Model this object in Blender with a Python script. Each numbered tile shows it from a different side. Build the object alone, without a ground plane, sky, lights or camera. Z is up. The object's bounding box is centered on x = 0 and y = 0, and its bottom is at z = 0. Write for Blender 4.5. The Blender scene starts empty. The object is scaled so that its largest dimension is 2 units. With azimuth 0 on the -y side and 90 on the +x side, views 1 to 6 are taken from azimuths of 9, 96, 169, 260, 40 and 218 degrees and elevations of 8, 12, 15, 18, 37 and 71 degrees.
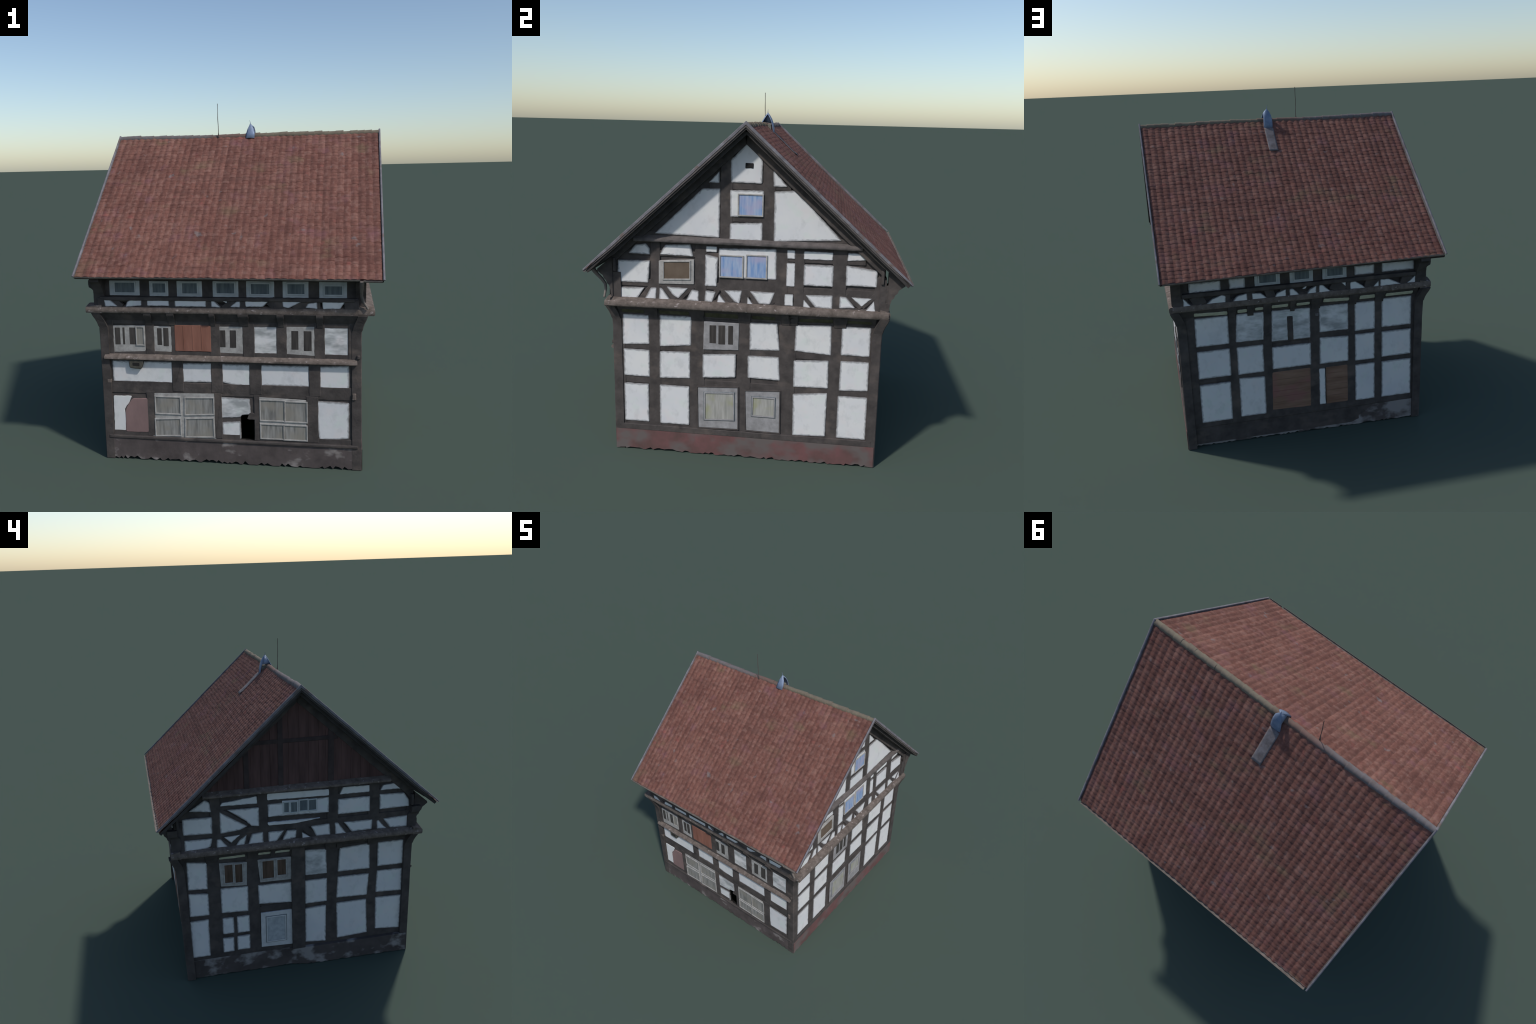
"""A half-timbered town house: plastered infill panels in a dark oak frame, jettied upper
storey, steep tiled gable roof, metal hood and aerial on the ridge.
Metres, z up; front faces -y, the right gable faces +x."""
import bpy, bmesh, math, random
from mathutils import Vector, Matrix, noise

RNG = random.Random(20)

# ----------------------------------------------------------------------------- materials
def new_mat(name):
    m = bpy.data.materials.new(name)
    m.use_nodes = True
    nt = m.node_tree
    b = nt.nodes['Principled BSDF']
    b.inputs['Specular IOR Level'].default_value = 0.12
    return m, nt, b

def nd(nt, kind, **kw):
    n = nt.nodes.new(kind)
    for k, v in kw.items():
        setattr(n, k, v)
    return n

def coords(nt, scale=(1, 1, 1)):
    g = nd(nt, 'ShaderNodeNewGeometry')
    mp = nd(nt, 'ShaderNodeMapping')
    mp.inputs['Scale'].default_value = scale
    nt.links.new(g.outputs['Position'], mp.inputs['Vector'])
    return mp.outputs['Vector']

def noise_tex(nt, vec, scale, detail=4, rough=.55):
    n = nd(nt, 'ShaderNodeTexNoise')
    n.inputs['Scale'].default_value = scale
    n.inputs['Detail'].default_value = detail
    n.inputs['Roughness'].default_value = rough
    nt.links.new(vec, n.inputs['Vector'])
    return n.outputs['Fac']

def ramp(nt, fac, stops):
    r = nd(nt, 'ShaderNodeValToRGB')
    e = r.color_ramp.elements
    while len(e) < len(stops):
        e.new(.5)
    for el, (p, c) in zip(e, stops):
        el.position = p
        el.color = (c, c, c, 1) if isinstance(c, (int, float)) else (*c, 1)
    nt.links.new(fac, r.inputs['Fac'])
    return r.outputs['Color']

def mix(nt, fac, a, b, mode='MIX'):
    m = nd(nt, 'ShaderNodeMix', data_type='RGBA', blend_type=mode)
    for v, i in ((fac, 0), (a, 6), (b, 7)):
        if hasattr(v, 'links') or hasattr(v, 'is_output'):
            nt.links.new(v, m.inputs[i])
        elif isinstance(v, (int, float)):
            m.inputs[i].default_value = v
        else:
            m.inputs[i].default_value = (*v, 1)
    return m.outputs[2]

def math_node(nt, op, a, b=None, c=None):
    m = nd(nt, 'ShaderNodeMath', operation=op)
    for i, v in enumerate((a, b, c)):
        if v is None:
            continue
        if isinstance(v, (int, float)):
            m.inputs[i].default_value = v
        else:
            nt.links.new(v, m.inputs[i])
    return m.outputs[0]

def bump(nt, bsdf, height, strength=.3, dist=.002):
    b = nd(nt, 'ShaderNodeBump')
    b.inputs['Strength'].default_value = strength
    b.inputs['Distance'].default_value = dist
    nt.links.new(height, b.inputs['Height'])
    nt.links.new(b.outputs['Normal'], bsdf.inputs['Normal'])

def mottled(name, dark, light, scale=14, rough=.9, stretch=(1, 1, 1), patch=None, patch_at=(.58, .7),
            patch_scale=9, bumpy=.3, grain=90):
    """Two-tone mottled surface with an optional third colour in noise patches."""
    m, nt, b = new_mat(name)
    v = coords(nt, stretch)
    n = noise_tex(nt, v, scale, 5, .6)
    col = ramp(nt, n, [(.3, dark), (.72, light)])
    if patch:
        pn = noise_tex(nt, coords(nt, (1, 1, 1.4)), patch_scale, 3, .5)
        col = mix(nt, ramp(nt, pn, [(patch_at[0], 0), (patch_at[1], 1)]), col, patch)
    nt.links.new(col, b.inputs['Base Color'])
    b.inputs['Roughness'].default_value = rough
    bump(nt, b, noise_tex(nt, v, grain, 3), bumpy)
    return m

def plaster_mat(name, stained=False):
    m, nt, b = new_mat(name)
    v = coords(nt)
    col = ramp(nt, noise_tex(nt, v, 5, 3), [(.3, (.580, .580, .600)), (.5, (.622, .617, .624)), (.7, (.655, .645, .635))])
    tint = ramp(nt, noise_tex(nt, v, 11, 2), [(.55, 0), (.70, .5)])
    col = mix(nt, tint, col, (.655, .60, .595))
    tint = ramp(nt, noise_tex(nt, coords(nt, (1.3, .8, 1.1)), 13, 2), [(.56, 0), (.72, .5)])
    col = mix(nt, tint, col, (.575, .63, .585))
    soil = ramp(nt, noise_tex(nt, coords(nt, (1, 1, .8)), 19, 4, .65), [(.52, 0), (.76, .55)])
    col = mix(nt, soil, col, (.44, .44, .445))
    if stained:
        s = ramp(nt, noise_tex(nt, coords(nt, (1, 1, 2.4)), 7, 3, .6), [(.40, 0), (.62, .85)])
        col = mix(nt, s, col, (.26, .27, .27))
    nt.links.new(col, b.inputs['Base Color'])
    b.inputs['Roughness'].default_value = .95
    bump(nt, b, noise_tex(nt, v, 45, 4), .35)
    return m

def tile_mat(name):
    """Weathered red clay: per-tile tone, purple, olive and bright-red patches, lichen flecks."""
    m, nt, b = new_mat(name)
    g = nd(nt, 'ShaderNodeNewGeometry')
    v = coords(nt)
    col = ramp(nt, noise_tex(nt, v, 6, 4, .6), [(.28, (.122, .053, .043)), (.5, (.168, .074, .058)), (.74, (.206, .098, .077))])
    # each tile has its own tone: hash of its column and course number
    g = nd(nt, 'ShaderNodeNewGeometry')
    sep = nd(nt, 'ShaderNodeSeparateXYZ')
    nt.links.new(g.outputs['Position'], sep.inputs[0])
    column = math_node(nt, 'FLOOR', math_node(nt, 'DIVIDE', math_node(nt, 'ADD', sep.outputs['X'], .803), .03924))
    course = math_node(nt, 'FLOOR', math_node(nt, 'DIVIDE', math_node(nt, 'SUBTRACT', math_node(nt, 'ABSOLUTE', sep.outputs['Y']), .0101), .01787))
    key = nd(nt, 'ShaderNodeCombineXYZ')
    for out, slot in ((column, 'X'), (course, 'Y'), (math_node(nt, 'SIGN', sep.outputs['Y']), 'Z')):
        nt.links.new(out, key.inputs[slot])
    wn = nd(nt, 'ShaderNodeTexWhiteNoise')
    nt.links.new(key.outputs[0], wn.inputs['Vector'])
    cn = nd(nt, 'ShaderNodeTexWhiteNoise', noise_dimensions='1D')
    nt.links.new(column, cn.inputs['W'])
    col = mix(nt, ramp(nt, wn.outputs['Value'], [(.45, 0), (1, .30)]), col, (.260, .150, .124))
    col = mix(nt, ramp(nt, wn.outputs['Value'], [(0, .24), (.4, 0)]), col, (.098, .046, .038))
    col = mix(nt, ramp(nt, cn.outputs['Value'], [(.1, .34), (.5, 0)]), col, (.100, .047, .039))
    dash = noise_tex(nt, coords(nt, (1, .8, .8)), 52, 2, .5)
    col = mix(nt, ramp(nt, dash, [(.52, 0), (.70, .35)]), col, (.255, .155, .128))
    col = mix(nt, ramp(nt, dash, [(.36, .42), (.47, 0)]), col, (.100, .048, .040))
    streak = noise_tex(nt, coords(nt, (1, .2, .2)), 36, 2, .5)
    col = mix(nt, ramp(nt, streak, [(.36, .32), (.48, 0)]), col, (.098, .046, .038))
    seam = noise_tex(nt, coords(nt, (.10, 1, 1)), 20, 2, .5)
    col = mix(nt, ramp(nt, seam, [(.33, .40), (.42, 0)]), col, (.098, .048, .040))
    col = mix(nt, ramp(nt, noise_tex(nt, v, 9, 3), [(.58, 0), (.74, .55)]), col, (.185, .088, .098))
    col = mix(nt, ramp(nt, noise_tex(nt, coords(nt, (.8, 1.2, 1)), 6, 3), [(.60, 0), (.72, .65)]), col, (.150, .105, .065))
    col = mix(nt, ramp(nt, noise_tex(nt, coords(nt, (1.1, .9, 1.7)), 12, 2), [(.66, 0), (.76, .55)]), col, (.240, .082, .070))
    col = mix(nt, ramp(nt, noise_tex(nt, v, 17, 2), [(.68, 0), (.76, .6)]), col, (.175, .155, .155))
    nt.links.new(col, b.inputs['Base Color'])
    b.inputs['Roughness'].default_value = .85
    bump(nt, b, noise_tex(nt, v, 120, 3), .25)
    return m

def ridge_mat(name):
    """Ridge tiles: lichen-yellow towards the right gable, pinkish clay midway, grey at the left."""
    m, nt, b = new_mat(name)
    g = nd(nt, 'ShaderNodeNewGeometry')
    sep = nd(nt, 'ShaderNodeSeparateXYZ')
    nt.links.new(g.outputs['Position'], sep.inputs[0])
    f = math_node(nt, 'MULTIPLY_ADD', sep.outputs['X'], .55, .5)
    col = ramp(nt, f, [(.0, (.165, .155, .162)), (.36, (.15, .13, .13)), (.42, (.17, .105, .09)), (.5, (.165, .11, .09)), (.56, (.18, .155, .115))])
    n = noise_tex(nt, coords(nt), 40, 4)
    col = mix(nt, ramp(nt, n, [(.4, 0), (.75, .7)]), col, (.13, .10, .085))
    nt.links.new(col, b.inputs['Base Color'])
    b.inputs['Roughness'].default_value = .9
    bump(nt, b, n, .4)
    return m

def curtain_mat(name, a, c, tint=None, scale=70, rough=.35):
    """A pane with curtain folds behind it: soft vertical streaks."""
    m, nt, b = new_mat(name)
    n = noise_tex(nt, coords(nt, (1, 1, .12)), scale, 3)
    col = ramp(nt, n, [(.3, a), (.7, c)])
    if tint:
        col = mix(nt, ramp(nt, noise_tex(nt, coords(nt), 11, 2), [(.45, 0), (.62, .8)]), col, tint)
    nt.links.new(col, b.inputs['Base Color'])
    b.inputs['Roughness'].default_value = rough
    b.inputs['Specular IOR Level'].default_value = .25
    return m

TIMBER = mottled('oak_timber', (.048, .0425, .041), (.090, .078, .074), 16, bumpy=.6, patch=(.112, .092, .082), patch_at=(.56, .76))
WEATHERED = mottled('weathered_board', (.088, .072, .063), (.185, .152, .135), 30, bumpy=.6, patch=(.32, .275, .265), patch_at=(.62, .74), patch_scale=45)
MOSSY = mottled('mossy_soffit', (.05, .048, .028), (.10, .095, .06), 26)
NEST = mottled('weathered_nest_box', (.045, .043, .036), (.10, .095, .08), 40)
CORE = mottled('dark_interior', (.020, .019, .019), (.030, .028, .028), 10)  # darkened to near-black so the unlit inside reads as deep shadow
PLASTER = plaster_mat('lime_plaster')
STAINED = plaster_mat('stained_plaster', True)
STRIP_DARKENED = mottled('shadow_greyed_plaster', (.36, .37, .35), (.60, .61, .60), 20)  # plaster colour greyed for the shadow below the jetty ledge
OLIVE = mottled('olive_grey_plaster', (.38, .38, .27), (.58, .57, .46), 22)
TILE = tile_mat('clay_tile')
RIDGE = ridge_mat('ridge_clay')
DECK = mottled('clay_bedding', (.13, .06, .052), (.18, .085, .072), 20)
VERGE = mottled('verge_metal', (.115, .108, .118), (.225, .215, .235), 22, patch=(.15, .115, .105), patch_at=(.55, .72), patch_scale=14)
BARGE = mottled('barge_board', (.075, .066, .064), (.145, .127, .122), 20, bumpy=.5)
SOFFIT = mottled('soffit_wood', (.040, .036, .034), (.062, .056, .054), 18)
GUTTER = mottled('gutter_metal', (.095, .085, .078), (.20, .17, .15), 25, rough=.6)
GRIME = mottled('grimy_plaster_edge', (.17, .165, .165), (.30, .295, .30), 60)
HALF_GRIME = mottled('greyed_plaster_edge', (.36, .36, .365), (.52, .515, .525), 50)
FRAME = mottled('grey_window_paint', (.25, .24, .23), (.41, .395, .38), 34)
FRAME_DULL = mottled('dull_window_paint', (.205, .198, .20), (.33, .32, .325), 26)
FRAME_SHADE = mottled('blue_grey_frame', (.36, .38, .39), (.50, .52, .52), 24)
PANE = curtain_mat('curtained_glass', (.14, .135, .128), (.31, .30, .285), (.25, .23, .20))
DARK_PANE = curtain_mat('dark_glass', (.035, .031, .030), (.075, .066, .062), rough=.3)
UPPER_PANE = curtain_mat('blue_black_glass', (.075, .090, .105), (.155, .18, .19), rough=.3)  # bluish base colour has the glass reflection baked in
BLUE_PANE = curtain_mat('painted_sky_glass', (.15, .26, .47), (.36, .42, .54), (.36, .34, .47), 75)  # reflected sky is drawn as blue streaks in the base colour
CURTAIN_PANE = curtain_mat('yellow_curtained_glass', (.26, .255, .235), (.40, .385, .36), (.30, .30, .19))
BROWN_PANE = curtain_mat('brown_glass', (.06, .04, .03), (.13, .085, .065), rough=.3)
BOARD_PANE = mottled('brown_shutter', (.105, .078, .058), (.15, .115, .088), 14)
SHUTTER = mottled('grey_blue_shutter', (.28, .305, .325), (.42, .445, .465), 30)
FRAME_PALE = mottled('pale_window_paint', (.44, .445, .45), (.56, .56, .565), 26)
DOOR_MAUVE = mottled('faded_red_door', (.165, .112, .108), (.25, .165, .158), 8, stretch=(1, 1, .5))
BOARD_RED = mottled('red_brown_board', (.19, .085, .062), (.29, .135, .10), 9, stretch=(1.6, 1.6, .3))
BARN = mottled('brown_barn_door', (.16, .095, .066), (.27, .17, .125), 8, stretch=(.5, .5, 3), patch=(.23, .115, .10), patch_scale=6)
GABLE_WOOD = mottled('stained_gable_board', (.062, .037, .035), (.125, .072, .067), 14, stretch=(2, 2, .25), bumpy=.6)
GABLE_FRAME = mottled('gable_frame_wood', (.040, .031, .031), (.075, .055, .054), 16, bumpy=.5)
PLINTH_RED = mottled('painted_plinth', (.098, .062, .057), (.172, .082, .082), 9, patch=(.125, .105, .10), patch_at=(.48, .60), patch_scale=5)
PLINTH = mottled('plinth_stone', (.060, .050, .049), (.115, .095, .092), 9, patch=(.26, .235, .225), patch_at=(.60, .72), patch_scale=9)
PLINTH_PALE = mottled('patchy_plinth', (.060, .052, .050), (.10, .085, .082), 9, patch=(.25, .235, .23), patch_at=(.50, .61), patch_scale=8)
PLINTH_WORN = mottled('worn_plinth', (.060, .052, .050), (.10, .085, .082), 9, patch=(.25, .235, .23), patch_at=(.42, .54), patch_scale=8)
ZINC = mottled('zinc_sheet', (.11, .155, .25), (.25, .30, .40), 18, rough=.5)
ZINC.node_tree.nodes['Principled BSDF'].inputs['Metallic'].default_value = .25
LEAD = mottled('lead_flashing', (.098, .086, .087), (.19, .176, .185), 30, rough=.7, patch=(.15, .10, .095), patch_at=(.6, .75), patch_scale=26)
MOSS_STONE = mottled('mossy_chimney', (.06, .06, .045), (.30, .29, .25), 60)
IRON = mottled('rusty_iron', (.07, .055, .05), (.11, .09, .082), 40)

# ----------------------------------------------------------------------------- helpers
def add_object(name, mesh, parent=None, mat=None):
    o = bpy.data.objects.new(name, mesh)
    bpy.context.scene.collection.objects.link(o)
    if parent:
        o.parent = parent
    if mat and not mesh.materials:
        mesh.materials.append(mat)
    return o

def mesh_from_bm(name, bm, smooth=35, flat=()):
    bmesh.ops.recalc_face_normals(bm, faces=bm.faces)
    me = bpy.data.meshes.new(name)
    bm.to_mesh(me)
    bm.free()
    if smooth:
        me.shade_smooth()
        me.set_sharp_from_angle(angle=math.radians(smooth))
        for p in me.polygons:
            if p.index in flat:
                p.use_smooth = False
    return me

def empty(name, parent=None):
    e = bpy.data.objects.new(name, None)
    e.empty_display_size = .1
    bpy.context.scene.collection.objects.link(e)
    e.parent = parent
    return e

def rect(s0, s1, z0, z1):
    return [(s0, z0), (s1, z0), (s1, z1), (s0, z1)]

def lerp(a, b, t):
    return a + (b - a) * t

class Wall:
    """A slightly warped wall face. s runs along the wall (world x or y), z up;
    the face depth is bilinear between its ends and its foot and head."""
    def __init__(self, axis, sign, left, right, z0, z1):
        self.axis, self.sign, self.l, self.r, self.z0, self.z1 = axis, sign, left, right, z0, z1

    def at(self, s, z, out=0.0):
        f = (s - self.l[0]) / (self.r[0] - self.l[0])
        g = min(1.5, max(-.2, (z - self.z0) / (self.z1 - self.z0)))
        d = lerp(lerp(self.l[1], self.r[1], f), lerp(self.l[2], self.r[2], f), g) + self.sign * out
        return Vector((d, s, z)) if self.axis == 0 else Vector((s, d, z))

# name: axis, outward sign, (s, depth at foot, depth at head) at both ends, foot z, head z
W_FRONT = Wall(1, -1, (-.71, -.717, -.722), (.705, -.716, -.720), 0, .8)
W_FRONT_PARAPET = Wall(1, -1, (-.73, -.760, -.760), (.735, -.738, -.738), .88, 1.05)
W_BACK = Wall(1, 1, (-.715, .707, .716), (.70, .710, .714), 0, .8)
W_BACK_FOOT = Wall(1, 1, (-.715, .706, .706), (.70, .693, .693), 0, .2)
W_RIGHT = Wall(0, 1, (-.718, .702, .703), (.72, .692, .694), 0, .8)
W_LEFT = Wall(0, -1, (-.722, -.694, -.692), (.72, -.702, -.704), 0, .8)
C_FRONT_UP = Wall(1, -1, (-.73, -.740, -.740), (.735, -.718, -.718), .88, 1.05)
W_FRONT_UP = Wall(1, -1, (-.73, -.728, -.728), (.735, -.718, -.718), .88, 1.05)
W_BACK_PARAPET = Wall(1, 1, (-.73, .750, .750), (.74, .748, .748), .88, 1.05)
W_BACK_UP = Wall(1, 1, (-.73, .732, .732), (.74, .730, .730), .88, 1.05)
W_RIGHT_UP = Wall(0, 1, (-.74, .716, .714), (.74, .717, .712), .88, 1.05)
W_LEFT_UP = Wall(0, -1, (-.74, -.719, -.719), (.74, -.729, -.729), .88, 1.05)
W_RIGHT_GABLE = Wall(0, 1, (-.74, .714, .714), (.74, .714, .714), 1.2, 1.8)
W_LEFT_GABLE = Wall(0, -1, (-.74, -.718, -.718), (.74, -.718, -.718), 1.2, 1.8)
# outer faces of the corner posts, which stand proud of the wall faces
C_FRONT = Wall(1, -1, (-.71, -.722, -.731), (.705, -.718, -.721), 0, .8)
C_BACK = Wall(1, 1, (-.715, .713, .738), (.70, .722, .722), 0, .8)
C_RIGHT = Wall(0, 1, (-.718, .707, .705), (.72, .701, .709), 0, .8)
C_LEFT = Wall(0, -1, (-.722, -.714, -.711), (.72, -.717, -.720), 0, .8)

def area2(p):
    return sum(a[0] * b[1] - b[0] * a[1] for a, b in zip(p, p[1:] + p[:1]))

def soften(pts, radius):
    """Round every corner of an outline by a short quadratic arc."""
    out, n = [], len(pts)
    for i, p in enumerate(pts):
        a, c = Vector(pts[i - 1]), Vector(pts[(i + 1) % n])
        p = Vector(p)
        ra = min(radius, (a - p).length * .3)
        rc = min(radius, (c - p).length * .3)
        u, w = p + (a - p).normalized() * ra, p + (c - p).normalized() * rc
        for t in (0, .5, 1):
            out.append(u * (1 - t) ** 2 + p * 2 * t * (1 - t) + w * t * t)
    return out

def ragged(pts, step, amount, seed):
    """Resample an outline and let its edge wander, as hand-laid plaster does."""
    out, n, k = [], len(pts), 0
    for i in range(n):
        a, b = pts[i], pts[(i + 1) % n]
        d = b - a
        m = max(1, round(d.length / step))
        nrm = Vector((d.y, -d.x)).normalized() if d.length else Vector((0, 0))
        for j in range(m):
            p = a + d * (j / m)
            w = noise.noise(Vector((p.x * 45, p.y * 45, seed))) + .7 * noise.noise(Vector((p.x * 150, p.y * 150, seed + 9)))
            out.append(p + nrm * w * amount)
    return out

def plate(wall, pts, front, back=-.012, chamfer=.0018, radius=.006, step=.008, rough=.0016, seed=0.0, margins=()):
    """A solid plate lying on a wall: outline (s, z), front and back distance from the wall face."""
    pts = list(pts)
    if area2(pts) < 0:
        pts.reverse()
    pts = soften(pts, radius) if radius else [Vector(p) for p in pts]
    if rough:
        pts = ragged(pts, step, rough, seed)
    n = len(pts)
    mid = sum(pts, Vector((0, 0))) / n
    star = all((pts[i] - mid).cross(pts[(i + 1) % n] - mid) > 0 for i in range(n))
    margins = margins if star else ()
    def shrunk(d):
        q = []
        for i in range(n):
            t = (pts[(i + 1) % n] - pts[i - 1]).normalized()
            w = d * (1 + .5 * noise.noise(Vector((pts[i].x * 60, pts[i].y * 60, seed + 3)))) if margins else d
            if star:        # towards the middle, by the same distance from every edge
                q.append(pts[i].lerp(mid, min(.45, w / max(1e-4, abs(t.cross(mid - pts[i]))))))
            else:
                q.append(pts[i] + Vector((-t.y, t.x)) * w)
        return q
    bm = bmesh.new()
    rows = [(pts, back), (pts, front - chamfer * .7), (shrunk(chamfer), front)] + [(shrunk(d), front) for k, d in enumerate(margins)]
    last = rows[-1][0]
    rings = [[bm.verts.new(wall.at(p.x, p.y, o)) for p in ring] for ring, o in rows]
    top = set(rings[-1])
    for k, (r0, r1) in enumerate(zip(rings, rings[1:])):
        for i in range(n):
            f = bm.faces.new((r0[i], r0[(i + 1) % n], r1[(i + 1) % n], r1[i]))
            f.material_index = (0 if not margins else 1 if k < 3 else 2)
    if star:        # fan round a middle point: smooth over the slight warp of the wall
        hub = bm.verts.new(wall.at(mid.x, mid.y, front))
        for i in range(n):
            bm.faces.new((rings[-1][i], rings[-1][(i + 1) % n], hub))
    else:
        bm.faces.new(rings[-1])
    bm.faces.new(list(reversed(rings[0])))
    bmesh.ops.triangulate(bm, faces=[f for f in bm.faces if len(f.verts) > 4])
    bm.faces.index_update()
    return mesh_from_bm('plate', bm, 30, set() if star and margins else {f.index for f in bm.faces if all(v in top or (star and v == hub) for v in f.verts)})

def ring_frame(wall, inner, width, front, back):
    """A frame of constant width round an opening (inner outline, four or more corners)."""
    pts = list(inner)
    if area2(pts) < 0:
        pts.reverse()
    pts = [Vector(p) for p in pts]
    n, outer = len(pts), []
    for i in range(n):
        e0, e1 = (pts[i] - pts[i - 1]).normalized(), (pts[(i + 1) % n] - pts[i]).normalized()
        n0, n1 = Vector((e0.y, -e0.x)), Vector((e1.y, -e1.x))
        k = (n0 + n1)
        outer.append(pts[i] + k * (width / max(.3, 1 + n0.dot(n1))))
    bm = bmesh.new()
    prof = [(outer, back), (outer, front - .001), ([lerp(o, p, .15) for o, p in zip(outer, pts)], front),
            ([lerp(o, p, .85) for o, p in zip(outer, pts)], front), (pts, front - .001), (pts, back)]
    rings = [[bm.verts.new(wall.at(p.x, p.y, o)) for p in ring] for ring, o in prof]
    for r0, r1 in zip(rings, rings[1:] + rings[:1]):
        for i in range(n):
            bm.faces.new((r0[i], r0[(i + 1) % n], r1[(i + 1) % n], r1[i]))
    return mesh_from_bm('sash', bm, 30)

def beam_outline(s0, z0, s1, z1, width):
    a, b = Vector((s0, z0)), Vector((s1, z1))
    d = (b - a).normalized()
    n = Vector((-d.y, d.x)) * width / 2
    return [tuple(a - n), tuple(b - n), tuple(b + n), tuple(a + n)]

def box_mesh(name, corners_lo, corners_hi, bevel=.002):
    bm = bmesh.new()
    lo = [bm.verts.new(c) for c in corners_lo]
    hi = [bm.verts.new(c) for c in corners_hi]
    n = len(lo)
    bm.faces.new(lo)
    bm.faces.new(hi)
    for i in range(n):
        bm.faces.new((lo[i], lo[(i + 1) % n], hi[(i + 1) % n], hi[i]))
    bmesh.ops.recalc_face_normals(bm, faces=bm.faces)
    if bevel:
        bmesh.ops.bevel(bm, geom=bm.edges[:] , offset=bevel, segments=2, affect='EDGES', profile=.5)
    return mesh_from_bm(name, bm, 40)

def block(name, lo, hi, bevel=.002):
    (x0, y0, z0), (x1, y1, z1) = lo, hi
    q = [(x0, y0), (x1, y0), (x1, y1), (x0, y1)]
    return box_mesh(name, [(x, y, z0) for x, y in q], [(x, y, z1) for x, y in q], bevel)

def sweep(name, path, profile, closed_profile=True, caps=True, smooth=40):
    """Loft: profile(i) gives a ring of points for every station of the path."""
    bm = bmesh.new()
    rings = [[bm.verts.new(p) for p in profile(i, c)] for i, c in enumerate(path)]
    n = len(rings[0])
    for r0, r1 in zip(rings, rings[1:]):
        for i in range(n if closed_profile else n - 1):
            bm.faces.new((r0[i], r0[(i + 1) % n], r1[(i + 1) % n], r1[i]))
    if caps and closed_profile:
        bm.faces.new(rings[0])
        bm.faces.new(rings[-1])
    return mesh_from_bm(name, bm, smooth)

HOUSE = empty('timber_framed_house')
HOUSE['label'] = 'half-timbered house with white panels and red tiled gable roof'
HOUSE['category'] = 'house'

# ----------------------------------------------------------------------------- facade layout
# Every entry: kind of infill, outline in wall coordinates (s, z).
FRONT = [
    ('panel', [(-.657, .364), (-.551, .366), (-.565, .331), (-.596, .289), (-.589, .232), (-.595, .161), (-.661, .154)]),
    ('door', [(-.548, .352), (-.459, .356), (-.460, .159), (-.593, .156), (-.590, .289)]),
    ('bigwin', [(-.433, .389), (-.077, .398), (-.077, .137), (-.437, .132)]),
    ('pane', rect(-.412, -.276, .275, .366)),
    ('pane', [(-.243, .364), (-.089, .370), (-.090, .282), (-.246, .273)]),
    ('pane', [(-.416, .235), (-.279, .244), (-.279, .152), (-.416, .145)]),
    ('pane', [(-.243, .245), (-.093, .253), (-.092, .152), (-.247, .145)]),
    ('greypanel', [(-.058, .379), (.112, .373), (.118, .286), (.067, .280), (.059, .268), (-.046, .259)]),
    ('panel', [(-.043, .235), (.059, .244), (.060, .144), (-.042, .135)]),
    ('bigwin', [(.158, .387), (.425, .377), (.427, .150), (.157, .144)]),
    ('pane', rect(.172, .297, .259, .368)),
    ('pane', rect(.305, .417, .257, .363)),
    ('pane', rect(.173, .291, .157, .232)),
    ('pane', rect(.299, .416, .155, .231)),
    ('panel', [(.470, .375), (.642, .370), (.642, .172), (.483, .156), (.473, .262)]),
    ('panel', rect(-.653, -.304, .445, .568)),
    ('panel', [(-.262, .562), (-.087, .567), (-.090, .459), (-.255, .455)]),
    ('panel', [(-.044, .564), (.124, .565), (.121, .440), (.018, .449), (-.044, .462)]),
    ('panel', rect(.168, .439, .451, .565)),
    ('panel', [(.482, .564), (.643, .573), (.642, .420), (.566, .429), (.485, .449)]),
    ('box', [(-.552, .578), (-.464, .580), (-.482, .528), (-.546, .534)]),
    ('frame', [(-.651, .766), (-.451, .770), (-.458, .624), (-.651, .615)]),
    ('dpane', rect(-.628, -.598, .660, .755)),
    ('dpane', rect(-.584, -.572, .661, .756)),
    ('dpane', rect(-.545, -.509, .662, .757)),
    ('pane', rect(-.502, -.465, .663, .758)),
    ('frame', [(-.411, .767), (-.301, .765), (-.303, .624), (-.422, .625)]),
    ('dpane', rect(-.388, -.362, .662, .756)),
    ('dpane', rect(-.354, -.324, .656, .758)),
    ('redboard', rect(-.290, -.090, .631, .775)),
    ('frame', [(-.050, .770), (.091, .772), (.091, .623), (-.058, .626)]),
    ('dpane', rect(-.042, -.011, .658, .751)),
    ('dpane', rect(.013, .047, .656, .752)),
    ('panel', [(.136, .773), (.271, .776), (.268, .619), (.136, .608)]),
    ('frame', [(.311, .777), (.473, .780), (.472, .621), (.309, .628)]),
    ('dpane', rect(.342, .379, .654, .755)),
    ('dpane', rect(.407, .448, .648, .755)),
    ('panel', rect(.505, .643, .620, .780)),
    ('strip', [(-.668, .821), (-.448, .825), (-.445, .801), (-.661, .794)]),
    ('strip', [(-.393, .826), (-.330, .827), (-.323, .803), (-.398, .798)]),
    ('strip', rect(-.280, -.096, .797, .824)),
    ('strip', rect(-.056, .050, .799, .822)),
    ('strip', rect(.128, .255, .799, .824)),
    ('strip', rect(.318, .475, .801, .826)),
    ('strip', rect(.515, .639, .802, .826)),
]
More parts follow.
